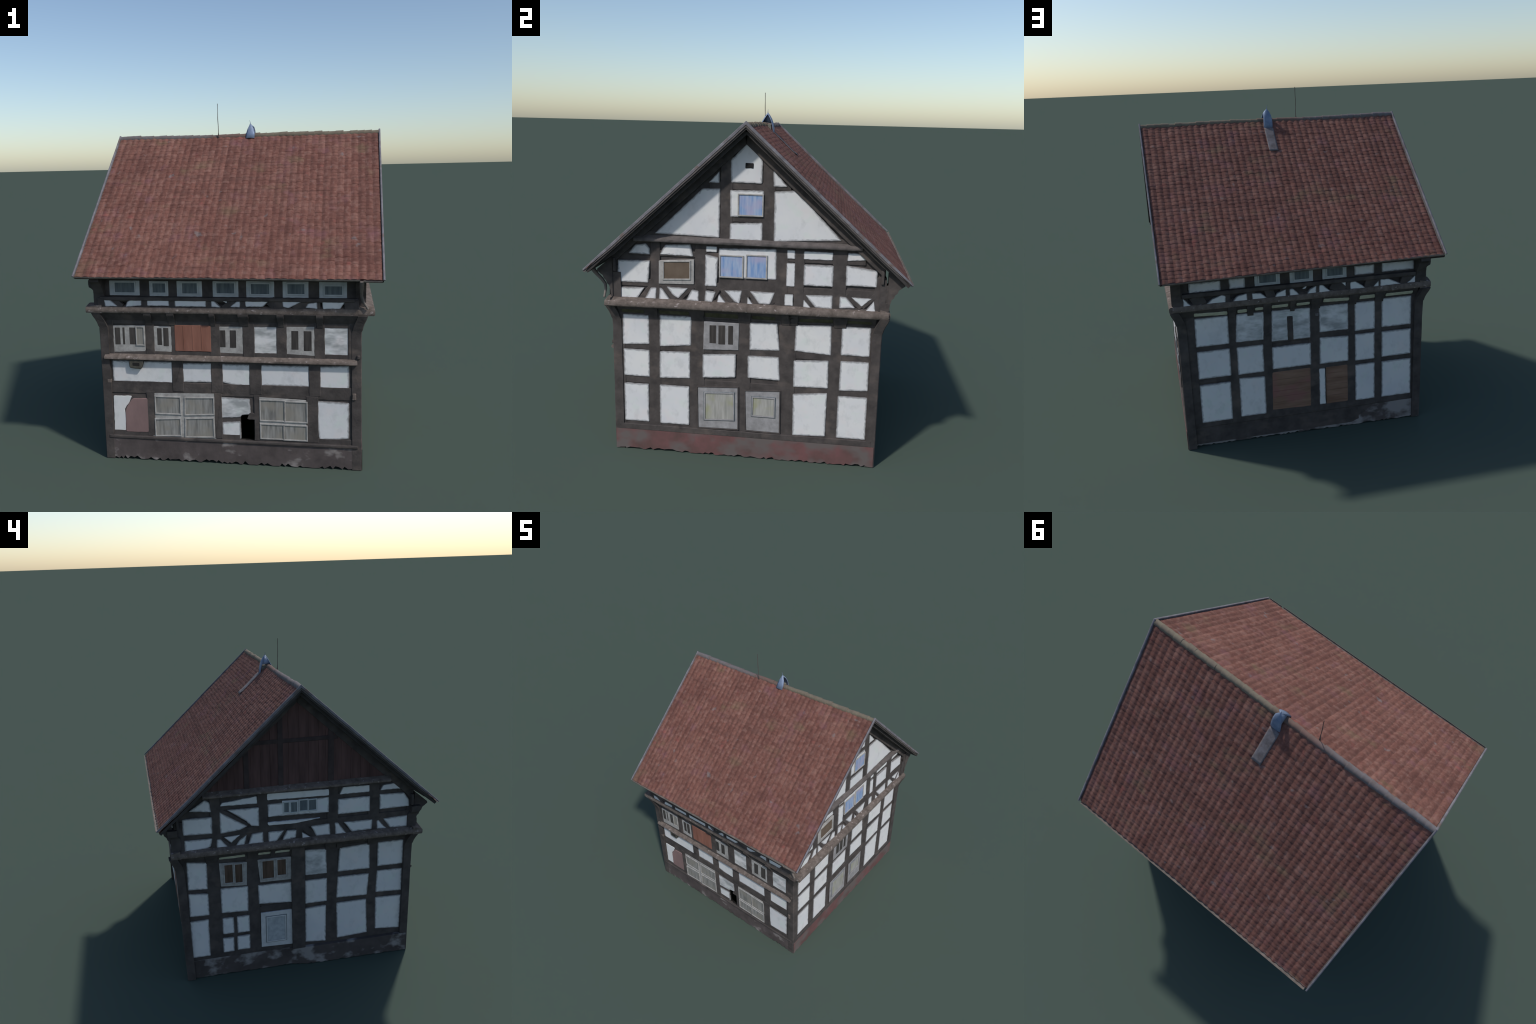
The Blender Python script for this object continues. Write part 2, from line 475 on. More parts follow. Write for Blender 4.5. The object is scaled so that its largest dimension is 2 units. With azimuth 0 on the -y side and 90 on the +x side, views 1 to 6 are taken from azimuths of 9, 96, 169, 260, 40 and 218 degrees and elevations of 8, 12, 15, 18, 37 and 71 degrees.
FRONT_UPPER = [
    ('win', rect(-.643, -.473, .936, 1.018)),
    ('win', rect(-.419, -.314, .934, 1.016)),
    ('win', rect(-.267, -.129, .932, 1.017)),
    ('win', rect(-.072, .067, .932, 1.018)),
    ('win', rect(.108, .256, .930, 1.019)),
    ('win', rect(.300, .435, .931, 1.020)),
    ('win', rect(.489, .632, .930, 1.017)),
    ('upane', rect(-.611, -.501, .954, 1.007)),
    ('upane', rect(-.399, -.329, .954, 1.004)),
    ('upane', rect(-.236, -.156, .951, 1.006)),
    ('upane', rect(-.050, .045, .953, 1.007)),
    ('upane', rect(.134, .230, .951, 1.004)),
    ('upane', rect(.326, .413, .953, 1.005)),
    ('upane', rect(.518, .607, .951, .995)),
]
FRONT_PARAPET = [
    ('panel', [(-.666, .920), (-.634, .922), (-.589, .882), (-.660, .881)]),
    ('panel', [(-.516, .920), (-.454, .918), (-.456, .887), (-.546, .879), (-.537, .906)]),
    ('panel', rect(-.426, -.304, .886, .920)),
    ('panel', rect(-.273, -.103, .884, .920)),
    ('panel', [(-.076, .918), (-.061, .919), (-.024, .881), (-.077, .884)]),
    ('panel', [(-.023, .922), (.011, .918), (.007, .905)]),
    ('panel', [(.059, .915), (.080, .919), (.079, .882), (.025, .885)]),
    ('panel', [(.104, .919), (.233, .922), (.199, .887), (.107, .886)]),
    ('panel', [(.298, .921), (.404, .918), (.331, .881), (.302, .888)]),
    ('panel', [(.432, .908), (.481, .916), (.482, .879), (.418, .885)]),
    ('panel', [(.506, .919), (.622, .917), (.597, .880), (.508, .879)]),
]
RIGHT = [
    ('panel', [(-.664, .787), (-.519, .787), (-.518, .622), (-.668, .613)]),
    ('panel', rect(-.664, -.518, .433, .589)),
    ('panel', rect(-.665, -.525, .166, .390)),
    ('panel', [(-.460, .791), (-.284, .792), (-.288, .628), (-.462, .613)]),
    ('panel', [(-.463, .586), (-.293, .593), (-.293, .439), (-.464, .431)]),
    ('panel', rect(-.464, -.297, .163, .392)),
    ('frame', [(-.217, .771), (-.027, .769), (-.029, .619), (-.221, .611)]),
    ('dpane', rect(-.186, -.150, .651, .752)),
    ('dpane', rect(-.138, -.101, .647, .754)),
    ('dpane', rect(-.085, -.059, .649, .754)),
    ('panel', [(-.225, .584), (-.041, .597), (-.044, .461), (-.225, .448)]),
    ('bigwin', [(-.250, .393), (-.030, .404), (-.027, .161), (-.246, .157)]),
    ('cpane', [(-.208, .360), (-.055, .368), (-.053, .218), (-.207, .211)]),
    ('panel', [(.030, .777), (.177, .781), (.193, .629), (.029, .623)]),
    ('panel', [(.021, .592), (.190, .595), (.198, .460), (.023, .465)]),
    ('bigwin', [(.012, .389), (.199, .399), (.202, .157), (.020, .160)]),
    ('cpane', rect(.056, .169, .252, .354)),
    ('panel', [(.274, .779), (.462, .786), (.465, .621), (.270, .634)]),
    ('panel', [(.268, .582), (.454, .591), (.457, .435), (.269, .430)]),
    ('panel', [(.270, .391), (.454, .409), (.453, .155), (.274, .149)]),
    ('panel', rect(.515, .666, .626, .787)),
    ('panel', [(.515, .595), (.666, .596), (.668, .433), (.514, .426)]),
    ('panel', rect(.511, .668, .153, .397)),
    ('moss', rect(-.668, -.544, .803, .819)),
    ('moss', rect(-.460, -.297, .808, .824)),
    ('moss', rect(-.213, -.032, .798, .824)),
    ('moss', rect(.042, .164, .807, .821)),
    ('moss', [(.293, .819), (.468, .826), (.469, .810), (.293, .803)]),
    ('moss', rect(.540, .666, .813, .824)),
]
RIGHT_UPPER = [
    ('panel', [(-.681, 1.087), (-.506, 1.091), (-.515, .969), (-.684, .968)]),
    ('panel', [(-.684, .939), (-.536, .943), (-.578, .879), (-.686, .877)]),
    ('panel', [(-.623, 1.126), (-.586, 1.172), (-.529, 1.182), (-.505, 1.156), (-.505, 1.123)]),
    ('panel', [(-.503, .945), (-.470, .947), (-.475, .881), (-.541, .873)]),
    ('frame', [(-.457, 1.094), (-.268, 1.107), (-.268, .974), (-.458, .968)]),
    ('brownpane', [(-.429, 1.087), (-.292, 1.094), (-.292, 1.005), (-.429, .998)]),
    ('panel', [(-.424, 1.179), (-.288, 1.189), (-.272, 1.123), (-.453, 1.126)]),
    ('panel', [(-.454, .948), (-.438, .941), (-.393, .877), (-.459, .874)]),
    ('panel', [(-.417, .954), (-.300, .952), (-.352, .892), (-.381, .907)]),
    ('panel', [(-.280, .945), (-.243, .943), (-.243, .882), (-.312, .886)]),
    ('panel', [(-.209, 1.138), (-.141, 1.125), (-.147, .969), (-.211, .969)]),
    ('panel', rect(-.205, -.146, 1.151, 1.183)),
    ('panel', [(-.138, 1.173), (.163, 1.183), (.167, 1.021), (-.136, 1.017)]),
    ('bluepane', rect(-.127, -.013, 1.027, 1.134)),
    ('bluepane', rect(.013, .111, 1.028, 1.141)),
    ('panel', [(-.207, .945), (-.151, .940), (-.170, .882), (-.211, .884)]),
    ('panel', [(-.135, .929), (-.094, .882), (-.146, .879)]),
    ('panel', [(-.107, .951), (-.012, .954), (-.026, .882), (-.054, .893)]),
    ('panel', [(.028, .954), (.162, .953), (.136, .888), (.077, .888)]),
    ('panel', [(.017, .925), (.053, .875), (.014, .880)]),
    ('panel', rect(.218, .260, 1.135, 1.182)),
    ('panel', rect(.217, .262, .990, 1.114)),
    ('panel', rect(.211, .257, .887, .949)),
    ('panel', rect(.302, .453, 1.136, 1.179)),
    ('panel', rect(.306, .459, .999, 1.109)),
    ('panel', [(.318, .950), (.460, .954), (.460, .882), (.371, .885)]),
    ('panel', [(.311, .926), (.355, .876), (.308, .885)]),
    ('panel', [(.529, 1.180), (.608, 1.180), (.629, 1.146), (.524, 1.137)]),
    ('panel', [(.521, 1.114), (.613, 1.103), (.681, 1.095), (.682, 1.009), (.523, 1.009)]),
    ('panel', [(.495, .952), (.529, .950), (.578, .893), (.494, .888)]),
    ('panel', [(.552, .951), (.662, .949), (.608, .903)]),
    ('panel', [(.671, .938), (.682, .875), (.628, .880)]),
]
RIGHT_GABLE = [
    ('panel', [(.010, 1.724), (.072, 1.648), (.084, 1.626), (.082, 1.514), (-.078, 1.516), (-.080, 1.628)]),
    ('panel', [(-.082, 1.478), (.091, 1.480), (.090, 1.347), (-.080, 1.340)]),
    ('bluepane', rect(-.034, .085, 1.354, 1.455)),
    ('panel', [(-.080, 1.309), (.087, 1.316), (.089, 1.219), (-.083, 1.219)]),
    ('panel', [(-.137, 1.571), (-.136, 1.510), (-.194, 1.512)]),
    ('panel', [(-.132, 1.484), (-.134, 1.229), (-.479, 1.237), (-.225, 1.480)]),
    ('panel', [(.137, 1.591), (.211, 1.503), (.139, 1.501)]),
    ('panel', [(.144, 1.478), (.257, 1.486), (.493, 1.241), (.147, 1.222)]),
]
LEFT = [
    ('panel', [(.673, .798), (.552, .782), (.555, .607), (.674, .614)]),
    ('panel', [(.675, .591), (.554, .578), (.554, .430), (.675, .434)]),
    ('panel', rect(.561, .676, .147, .403)),
    ('frame', [(.481, .768), (.313, .756), (.318, .602), (.476, .615)]),
    ('dpane', rect(.402, .450, .635, .753)),
    ('dpane', rect(.344, .387, .630, .749)),
    ('panel', [(.481, .601), (.310, .596), (.314, .424), (.481, .434)]),
    ('panel', rect(.407, .479, .284, .397)),
    ('panel', rect(.309, .389, .281, .397)),
    ('panel', rect(.411, .482, .156, .258)),
    ('panel', rect(.310, .393, .160, .260)),
    ('frame', [(.249, .761), (.028, .757), (.030, .606), (.236, .610)]),
    ('dpane', rect(.151, .220, .634, .749)),
    ('dpane', rect(.076, .128, .645, .747)),
    ('panel', [(.252, .593), (.039, .588), (.037, .447), (.249, .463)]),
    ('bigwin', [(.238, .398), (.042, .398), (.036, .151), (.240, .158)]),
    ('wpane', rect(.087, .199, .196, .361)),
    ('strip', [(.479, .809), (.323, .812), (.320, .785), (.480, .791)]),
    ('strip', [(.243, .811), (.040, .809), (.041, .781), (.243, .789)]),
    ('panel', [(-.043, .790), (-.180, .782), (-.185, .615), (-.046, .619)]),
    ('panel', rect(-.186, -.043, .422, .584)),
    ('panel', [(-.042, .391), (-.181, .396), (-.179, .137), (-.042, .148)]),
    ('panel', [(-.265, .776), (-.459, .785), (-.464, .612), (-.253, .616)]),
    ('panel', [(-.253, .582), (-.460, .579), (-.449, .427), (-.245, .436)]),
    ('panel', [(-.245, .401), (-.445, .402), (-.455, .156), (-.252, .146)]),
    ('panel', rect(-.682, -.512, .619, .784)),
    ('panel', [(-.511, .591), (-.680, .589), (-.681, .429), (-.505, .439)]),
    ('panel', [(-.504, .404), (-.680, .399), (-.676, .158), (-.508, .174)]),
]
LEFT_UPPER = [
    ('panel', [(.682, 1.079), (.510, 1.077), (.511, .972), (.681, .979)]),
    ('panel', [(.643, 1.122), (.548, 1.184), (.521, 1.168), (.512, 1.107)]),
    ('panel', [(.677, .948), (.513, .944), (.524, .894), (.549, .884), (.678, .875)]),
    ('panel', [(.466, 1.102), (.304, .997), (.355, .976), (.467, .967)]),
    ('panel', [(.423, 1.111), (.234, 1.107), (.236, .989), (.280, .994), (.312, 1.028)]),
    ('panel', [(.449, 1.156), (.245, 1.178), (.242, 1.130), (.462, 1.136)]),
    ('panel', [(.489, .934), (.468, .936), (.417, .872), (.492, .875)]),
    ('panel', [(.447, .943), (.348, .949), (.404, .902)]),
    ('panel', [(.358, .914), (.311, .944), (.325, .883), (.380, .876)]),
    ('panel', [(.281, .945), (.214, .951), (.212, .879), (.304, .881)]),
    ('panel', [(.183, 1.184), (-.188, 1.176), (-.188, 1.137), (.184, 1.145)]),
    ('panel', [(.184, 1.119), (-.188, 1.128), (-.189, 1.030), (.182, 1.040)]),
    ('wframe', [(.096, 1.132), (-.115, 1.122), (-.115, 1.047), (.098, 1.049)]),
    ('upane', rect(.058, .085, 1.061, 1.119)),
    ('upane', rect(.009, .044, 1.058, 1.118)),
    ('upane', rect(-.055, -.009, 1.061, 1.124)),
    ('upane', rect(-.107, -.064, 1.059, 1.121)),
    ('panel', [(.187, 1.005), (-.137, 1.000), (.018, .982), (.179, .987)]),
    ('panel', [(.185, .947), (.087, .945), (.131, .882), (.182, .879)]),
    ('panel', [(.070, .943), (.010, .940), (.015, .891), (.101, .879)]),
    ('panel', [(-.020, .923), (-.080, .880), (-.023, .877)]),
    ('panel', [(-.076, .953), (-.193, .958), (-.198, .884), (-.110, .885)]),
    ('panel', [(-.274, 1.181), (-.440, 1.177), (-.441, 1.133), (-.253, 1.135)]),
    ('panel', rect(-.445, -.243, 1.009, 1.107)),
    ('panel', [(-.224, .959), (-.246, .956), (-.300, .881), (-.229, .880)]),
    ('panel', [(-.281, .957), (-.463, .954), (-.460, .890), (-.331, .887)]),
    ('panel', [(-.524, 1.169), (-.626, 1.176), (-.650, 1.134), (-.507, 1.135)]),
    ('panel', [(-.503, 1.113), (-.660, 1.106), (-.694, 1.061), (-.698, 1.015), (-.506, 1.013)]),
    ('panel', [(-.489, .938), (-.499, .946), (-.556, .884), (-.492, .886)]),
    ('panel', [(-.531, .951), (-.694, .958), (-.702, .881), (-.578, .886)]),
]
BACK = [
    ('panel', rect(.427, .614, .622, .791)),
    ('panel', rect(.427, .613, .427, .594)),
    ('panel', rect(.433, .612, .153, .390)),
    ('panel', [(.381, .792), (.224, .790), (.232, .622), (.392, .625)]),
    ('panel', rect(.236, .389, .425, .594)),
    ('panel', [(.385, .404), (.234, .396), (.235, .158), (.386, .159)]),
    ('panel', [(.180, .790), (-.043, .785), (-.042, .601), (.188, .604)]),
    ('darkpost', rect(.059, .093, .599, .748)),
    ('panel', rect(-.042, .188, .432, .570)),
    ('brown', [(.192, .413), (-.037, .413), (-.035, .168), (.198, .175)]),
    ('panel', rect(-.269, -.095, .626, .787)),
    ('panel', [(-.095, .595), (-.270, .586), (-.268, .427), (-.091, .428)]),
    ('panel', rect(-.125, -.087, .167, .401)),
    ('brown', rect(-.263, -.130, .167, .403)),
    ('panel', rect(-.432, -.307, .609, .786)),
    ('panel', rect(-.430, -.308, .420, .590)),
    ('panel', rect(-.430, -.308, .162, .397)),
    ('panel', rect(-.656, -.471, .613, .793)),
    ('panel', rect(-.657, -.472, .424, .586)),
    ('panel', rect(-.660, -.473, .161, .395)),
    ('strip', [(.613, .830), (.428, .822), (.429, .805), (.614, .814)]),
    ('strip', rect(.318, .373, .808, .824)),
    ('strip', rect(.223, .275, .814, .825)),
    ('strip', rect(.086, .179, .816, .830)),
    ('strip', rect(-.040, .037, .815, .828)),
    ('strip', [(-.119, .838), (-.273, .828), (-.273, .813), (-.118, .819)]),
    ('strip', rect(-.429, -.336, .813, .832)),
    ('strip', rect(-.658, -.493, .815, .829)),
]
BACK_UPPER = [
    ('panel', rect(.457, .632, .945, 1.001)),
    ('panel', rect(.322, .411, .946, 1.005)),
    ('win', rect(.127, .270, .949, 1.008)),
    ('upane', rect(.151, .244, .965, 1.010)),
    ('win', rect(-.061, .072, .946, 1.010)),
    ('upane', rect(-.037, .045, .965, 1.010)),
    ('win', rect(-.257, -.116, .949, 1.010)),
    ('upane', rect(-.233, -.143, .967, 1.010)),
    ('panel', rect(-.422, -.303, .954, 1.010)),
    ('panel', rect(-.662, -.466, .957, 1.013)),
]
BACK_PARAPET = [
    ('panel', [(.665, .924), (.620, .875), (.667, .872)]),
    ('panel', [(.555, .872), (.507, .907), (.453, .925), (.434, .915), (.437, .871)]),
    ('panel', [(.406, .871), (.373, .908), (.318, .919), (.317, .874)]),
    ('panel', [(.291, .916), (.240, .912), (.199, .873), (.289, .875)]),
    ('panel', [(.171, .870), (.150, .901), (.099, .920), (.100, .871)]),
    ('panel', [(.078, .917), (.058, .919), (.011, .869), (.080, .873)]),
    ('panel', [(.006, .910), (-.023, .933), (-.014, .912)]),
    ('panel', [(-.017, .875), (-.038, .905), (-.075, .922), (-.074, .873)]),
    ('panel', [(-.091, .924), (-.112, .924), (-.168, .871), (-.090, .871)]),
    ('panel', [(-.202, .939), (-.247, .937), (-.246, .900)]),
    ('panel', [(-.271, .922), (-.300, .928), (-.371, .875), (-.271, .881)]),
    ('panel', [(-.405, .879), (-.442, .917), (-.444, .880)]),
    ('panel', [(-.451, .921), (-.502, .920), (-.578, .882), (-.451, .879)]),
    ('panel', [(-.613, .883), (-.664, .924), (-.664, .882)]),
]
# ----------------------------------------------------------------------------- timber frame
# posts: (s, width, z0, z1)   rails: (s0, s1, z, height)   braces: (s0, z0, s1, z1, width)
LEVELS = dict(sill=.148, low=.418, mid=.607, head=.797)
def storey_rails(s0, s1, heights):
    return [(s0, s1, z, h) for z, h in heights]

FRAME_PLAN = [
    (W_FRONT,
     [(-.282, .056, .40, .585), (-.064, .056, .40, .585), (.147, .058, .40, .585), (.462, .054, .40, .585),
      (-.442, .040, .14, .40), (-.063, .034, .14, .40), (.1500, .022, .14, .40), (.448, .056, .14, .40),
      (-.430, .044, .60, .845), (-.292, .030, .60, .845), (-.070, .052, .60, .845), (.114, .056, .60, .845),
      (.291, .048, .60, .845), (.489, .048, .60, .845), (-.655, .030, .60, .845), (.655, .03, .60, .845)],
     [(-.69, .69, .418, .065), (-.69, .056, .146, .036), (.150, .69, .146, .036), (-.69, .69, .789, .026), (-.69, .69, .836, .022), (-.69, .69, .612, .034)], []),
    (W_RIGHT,
     [(-.490, .060, .13, .845), (-.254, .074, .13, .845), (.002, .066, .13, .845), (.235, .084, .13, .845),
      (.490, .062, .13, .845), (-.68, .045, .13, .845), (.685, .05, .13, .845)],
     storey_rails(-.69, .69, [(.143, .04), (.414, .038), (.611, .038), (.799, .026), (.838, .02)]), []),
    (W_LEFT,
     [(.520, .080, .13, .845), (.282, .072, .13, .845), (-.214, .074, .13, .845),
      (-.474, .062, .13, .845), (.402, .024, .15, .42), (-.69, .04, .13, .845), (.69, .04, .13, .845)],
     storey_rails(-.69, .69, [(.145, .04), (.423, .034), (.607, .036), (.782, .026), (.832, .03)]) + [(.30, .49, .281, .028)], []),
    (W_BACK,
     [(.410, .048, .13, .845), (.212, .050, .13, .845), (-.064, .062, .13, .845), (-.283, .046, .13, .845),
      (-.445, .046, .13, .845), (-.68, .06, .13, .845), (.65, .07, .13, .845)],
     storey_rails(-.69, .69, [(.150, .05), (.418, .034), (.612, .036), (.806, .028), (.842, .012)]), []),
    (W_FRONT_UP,
     [(-.442, .058, .872, 1.05), (-.287, .048, .872, 1.05), (-.098, .058, .872, 1.05), (.090, .044, .872, 1.05),
      (.280, .048, .872, 1.05), (.463, .058, .872, 1.05), (-.668, .060, .872, 1.05), (.665, .066, .872, 1.05)],
     [(-.70, .70, .873, .016), (-.70, .70, 1.035, .03)],
     []),
    (W_FRONT_PARAPET, [(-.442, .058, .865, .925), (-.287, .048, .865, .925), (-.098, .058, .865, .925), (.090, .044, .865, .925), (.280, .048, .865, .925), (.463, .058, .865, .925), (-.668, .060, .865, .925), (.655, .066, .865, .925)],
     [(-.69, .69, .868, .016), (-.69, .69, .921, .018)],
     [(-.63, .92, -.575, .87, .05), (.235, .92, .285, .87, .05), (.43, .915, .36, .87, .045), (.05, .91, -.01, .87, .045)]),
    (W_BACK_PARAPET, [(.437, .046, .868, .93), (.300, .046, .868, .93), (.102, .052, .868, .93), (-.084, .05, .868, .93), (-.276, .044, .868, .93), (-.44, .044, .868, .93), (.69, .06, .868, .93), (-.69, .06, .868, .93)],
     [(-.70, .70, .868, .014), (-.70, .70, .934, .02)],
     [(.60, .935, .57, .875, .07), (.20, .935, .18, .875, .05), (-.22, .93, -.19, .875, .09), (-.40, .93, -.385, .875, .06), (-.62, .93, -.60, .875, .06)]),
    (W_BACK_UP,
     [(.437, .046, .87, 1.05), (.300, .046, .87, 1.05), (.102, .052, .87, 1.05), (-.084, .05, .87, 1.05),
      (-.276, .044, .87, 1.05), (-.44, .044, .87, 1.05), (.68, .08, .87, 1.05), (-.69, .06, .87, 1.05)],
     [(-.72, .72, .942, .028), (-.72, .72, 1.035, .03)], []),
    (W_RIGHT_UP,
     [(-.477, .044, .88, 1.2), (-.231, .056, .88, 1.2), (.193, .056, .88, 1.2), (.285, .044, .88, 1.2), (.490, .066, .88, 1.2),
      (-.69, .04, .88, 1.06), (.70, .05, .88, 1.06), (.005, .04, .88, .965)],
     [(-.69, .69, .968, .034), (-.62, .62, 1.132, .024), (-.72, .72, .882, .014), (-.135, .19, .997, .066)],
     [(-.55, .885, -.49, .96, .034), (-.435, .96, -.37, .885, .032), (-.35, .89, -.275, .965, .032), (-.185, .885, -.14, .955, .03),
      (-.115, .96, -.065, .89, .036), (.015, .965, .075, .885, .032), (.125, .885, .19, .965, .04), (.30, .955, .372, .885, .036),
      (.53, .965, .61, .895, .034), (.61, .90, .68, .965, .03)]),
    (W_LEFT_UP,
     [(.490, .052, .88, 1.2), (.212, .050, .88, 1.2), (-.212, .058, .88, 1.2), (-.470, .06, .88, 1.2), (.70, .05, .88, 1.06), (-.71, .05, .88, 1.06), (-.005, .036, .88, .96)],
     [(-.70, .70, .968, .036), (-.62, .62, 1.126, .024), (-.72, .72, .884, .014)],
     [(.50, .945, .41, .875, .032), (.41, .875, .335, .955, .03), (.335, .955, .315, .88, .03), (.46, 1.11, .30, 1.0, .024),
      (.14, .885, .085, .955, .036), (-.03, .955, -.10, .885, .036), (-.235, .965, -.31, .885, .034), (-.505, .96, -.565, .885, .034)]),
    (W_RIGHT_GABLE,
     [(-.099, .056, 1.21, 1.66), (.119, .058, 1.21, 1.64)],
     [(-.19, .23, 1.500, .034), (-.075, .10, 1.334, .034), (-.55, .55, 1.23, .03)], []),
]
FRAMING = empty('timber_frame', HOUSE)
for wall, z0, z1, out in ((W_FRONT_PARAPET, .916, .934, .008), (W_BACK_PARAPET, .926, .948, .010)):
    add_object('window_sill_rail', plate(wall, rect(-.665, .672, z0, z1), out, -.01, .003, .002, .02, .0012, z0), FRAMING, TIMBER)
for wall, posts, rails, braces in FRAME_PLAN:
    for i, (s, w, z0, z1) in enumerate(posts):
        me = plate(wall, rect(s - w / 2 - .004, s + w / 2 + .004, z0, z1), RNG.uniform(.0004, .0012), -.03, .003, .002, .02, .002, i + s)
        add_object('timber_post', me, FRAMING, TIMBER)
    for i, (s0, s1, z, h) in enumerate(rails):
        me = plate(wall, rect(s0, s1, z - h / 2 - .003, z + h / 2 + .003), RNG.uniform(-.0012, -.0004), -.03, .003, .002, .02, .0015, i + z)
        add_object('timber_rail', me, FRAMING, TIMBER)
    for i, (s0, z0, s1, z1, w) in enumerate(braces):
        me = plate(wall, beam_outline(s0, z0, s1, z1, w), -.0002 + .0001 * i, -.025, .003, .003, .012, .0015, i + s0)
        add_object('timber_brace', me, FRAMING, TIMBER)

# ----------------------------------------------------------------------------- infill, windows, doors
PANEL_OUT = .0022
INFILL = empty('wall_infill', HOUSE)
WINDOW_KINDS = {'bigwin': FRAME, 'frame': FRAME, 'win': FRAME_SHADE, 'wframe': PLASTER}
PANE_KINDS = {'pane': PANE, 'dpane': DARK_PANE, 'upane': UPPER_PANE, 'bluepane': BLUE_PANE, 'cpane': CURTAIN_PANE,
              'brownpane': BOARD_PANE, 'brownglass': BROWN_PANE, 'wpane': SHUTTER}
def centre(pts):
    return Vector((sum(p[0] for p in pts) / len(pts), sum(p[1] for p in pts) / len(pts)))

def small_side(pts):
    return min(max(p[k] for p in pts) - min(p[k] for p in pts) for k in (0, 1))

def holds(pts, c):
    return min(p[0] for p in pts) < c.x < max(p[0] for p in pts) and min(p[1] for p in pts) < c.y < max(p[1] for p in pts)

def jetty_cove(wall):
    l, r, k = wall.l, wall.r, wall.sign * .030
    return Wall(wall.axis, wall.sign, (l[0], l[2], l[2] + k), (r[0], r[2], r[2] + k), .796, .846)
for wall in (W_FRONT, W_BACK, W_RIGHT, W_LEFT):
    add_object('jetty_soffit', plate(jetty_cove(wall), rect(-.69, .69, .792, .848), -.001, -.01, .002, .002, .05, .001, 7), HOUSE, TIMBER)

def build_facade(wall, layout, strip_mat, stained=(), out=0.0):
    base = out
    windows, k = [], 0
    for kind, pts in layout:
        k += 1
        seed = k * 3.7 + wall.l[1] * 11
        c = centre(pts)
        if kind in ('panel', 'strip', 'greypanel', 'moss'):
            mat = {'panel': PLASTER, 'strip': strip_mat, 'greypanel': STAINED, 'moss': MOSSY}[kind]
            if kind == 'panel' and any(holds(rect(*b), c) for b in stained):
                mat = STAINED
            face = wall
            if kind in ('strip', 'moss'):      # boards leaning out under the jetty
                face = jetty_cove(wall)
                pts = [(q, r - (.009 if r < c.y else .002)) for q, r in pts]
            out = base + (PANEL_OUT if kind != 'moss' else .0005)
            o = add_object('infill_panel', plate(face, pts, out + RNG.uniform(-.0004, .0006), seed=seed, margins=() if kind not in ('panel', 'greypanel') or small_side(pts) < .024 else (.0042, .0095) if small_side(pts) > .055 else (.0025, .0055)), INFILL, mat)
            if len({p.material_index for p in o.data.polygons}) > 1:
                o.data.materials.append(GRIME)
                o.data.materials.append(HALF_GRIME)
            windows.append((o, pts))
        elif kind in WINDOW_KINDS:
            w = add_object('window', plate(wall, pts, base + .0040, -.025, .002, .003, .02, .0008, seed), HOUSE, FRAME_DULL if wall is W_RIGHT else FRAME_PALE if wall is W_LEFT and kind == 'bigwin' else WINDOW_KINDS[kind])
            if kind == 'bigwin' and wall is W_RIGHT:
                add_object('window_casing', ring_frame(wall, pts, .006, .0065, -.005), w, TIMBER)
            windows.append((w, pts))
        elif kind in PANE_KINDS and kind != 'brownglass':
            host = [w for w, q in windows if holds(q, c)]
            host = host[-1] if host else HOUSE
            if kind == 'dpane' and wall is W_LEFT:
                kind = 'brownglass'
            if host.parent == INFILL:       # a sash set straight into the plaster is a window of its own
                host = add_object('window', ring_frame(wall, pts, .007, base + .0085, base + .001), HOUSE, FRAME)
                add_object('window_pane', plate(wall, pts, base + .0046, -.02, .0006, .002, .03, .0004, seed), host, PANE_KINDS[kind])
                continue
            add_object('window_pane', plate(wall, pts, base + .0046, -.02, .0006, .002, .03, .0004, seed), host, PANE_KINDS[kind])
            if kind not in ('dpane',):
                if kind in ('cpane', 'wpane'):
                    add_object('window_reveal', ring_frame(wall, pts, .0105, .0062, .001), host, UPPER_PANE)
                mat = {'cpane': FRAME_DULL, 'wpane': FRAME_PALE, 'bluepane': FRAME, 'upane': FRAME_SHADE}.get(kind, FRAME)
                add_object('window_sash', ring_frame(wall, pts, .007, base + .0085, base + .001), host, mat)
        elif kind == 'door':
            add_object('door', plate(wall, pts, .001, -.01, .002, .01, .02, .001, seed), HOUSE, DOOR_MAUVE)
        elif kind == 'redboard':
            d = add_object('boarded_hatch', plate(wall, pts, .002, -.01, .002, .003, .02, .001, seed), HOUSE, BOARD_RED)
            s0, s1 = min(p[0] for p in pts), max(p[0] for p in pts)
            for i in range(1, 4):
                s = lerp(s0, s1, i / 4)
                add_object('cover_strip', plate(wall, rect(s - .002, s + .002, .642, .77), .0034, 0, .0006, 0, .02, 0), d, BOARD_RED)
        elif kind == 'brown':
            d = add_object('barn_door', plate(wall, pts, .001, -.01, .002, .004, .02, .0012, seed), HOUSE, BARN)
            s0, s1 = min(p[0] for p in pts) + .006, max(p[0] for p in pts) - .006
            for i in range(6):
                z = .185 + i * .036
                add_object('door_plank', plate(wall, rect(s0, s1, z, z + .0335), .0028 + RNG.uniform(-.0004, .0006), 0, .0012, .002, .02, .0007, i + s0), d, BARN)
        elif kind == 'darkpost':
            add_object('timber_post', plate(wall, pts, .0035, -.01, .002, .004, .01, .0015, seed), FRAMING, TIMBER)
        elif kind == 'box':
            box = add_object('nest_box', plate(wall, pts, .020, 0, .004, .008, .02, .001, seed), HOUSE, NEST)
            s, z = c.x, c.y
            add_object('box_opening', plate(wall, rect(s - .018, s + .022, z - .008, z + .010), .0206, .005, .001, .004, .02, 0), box, CORE)

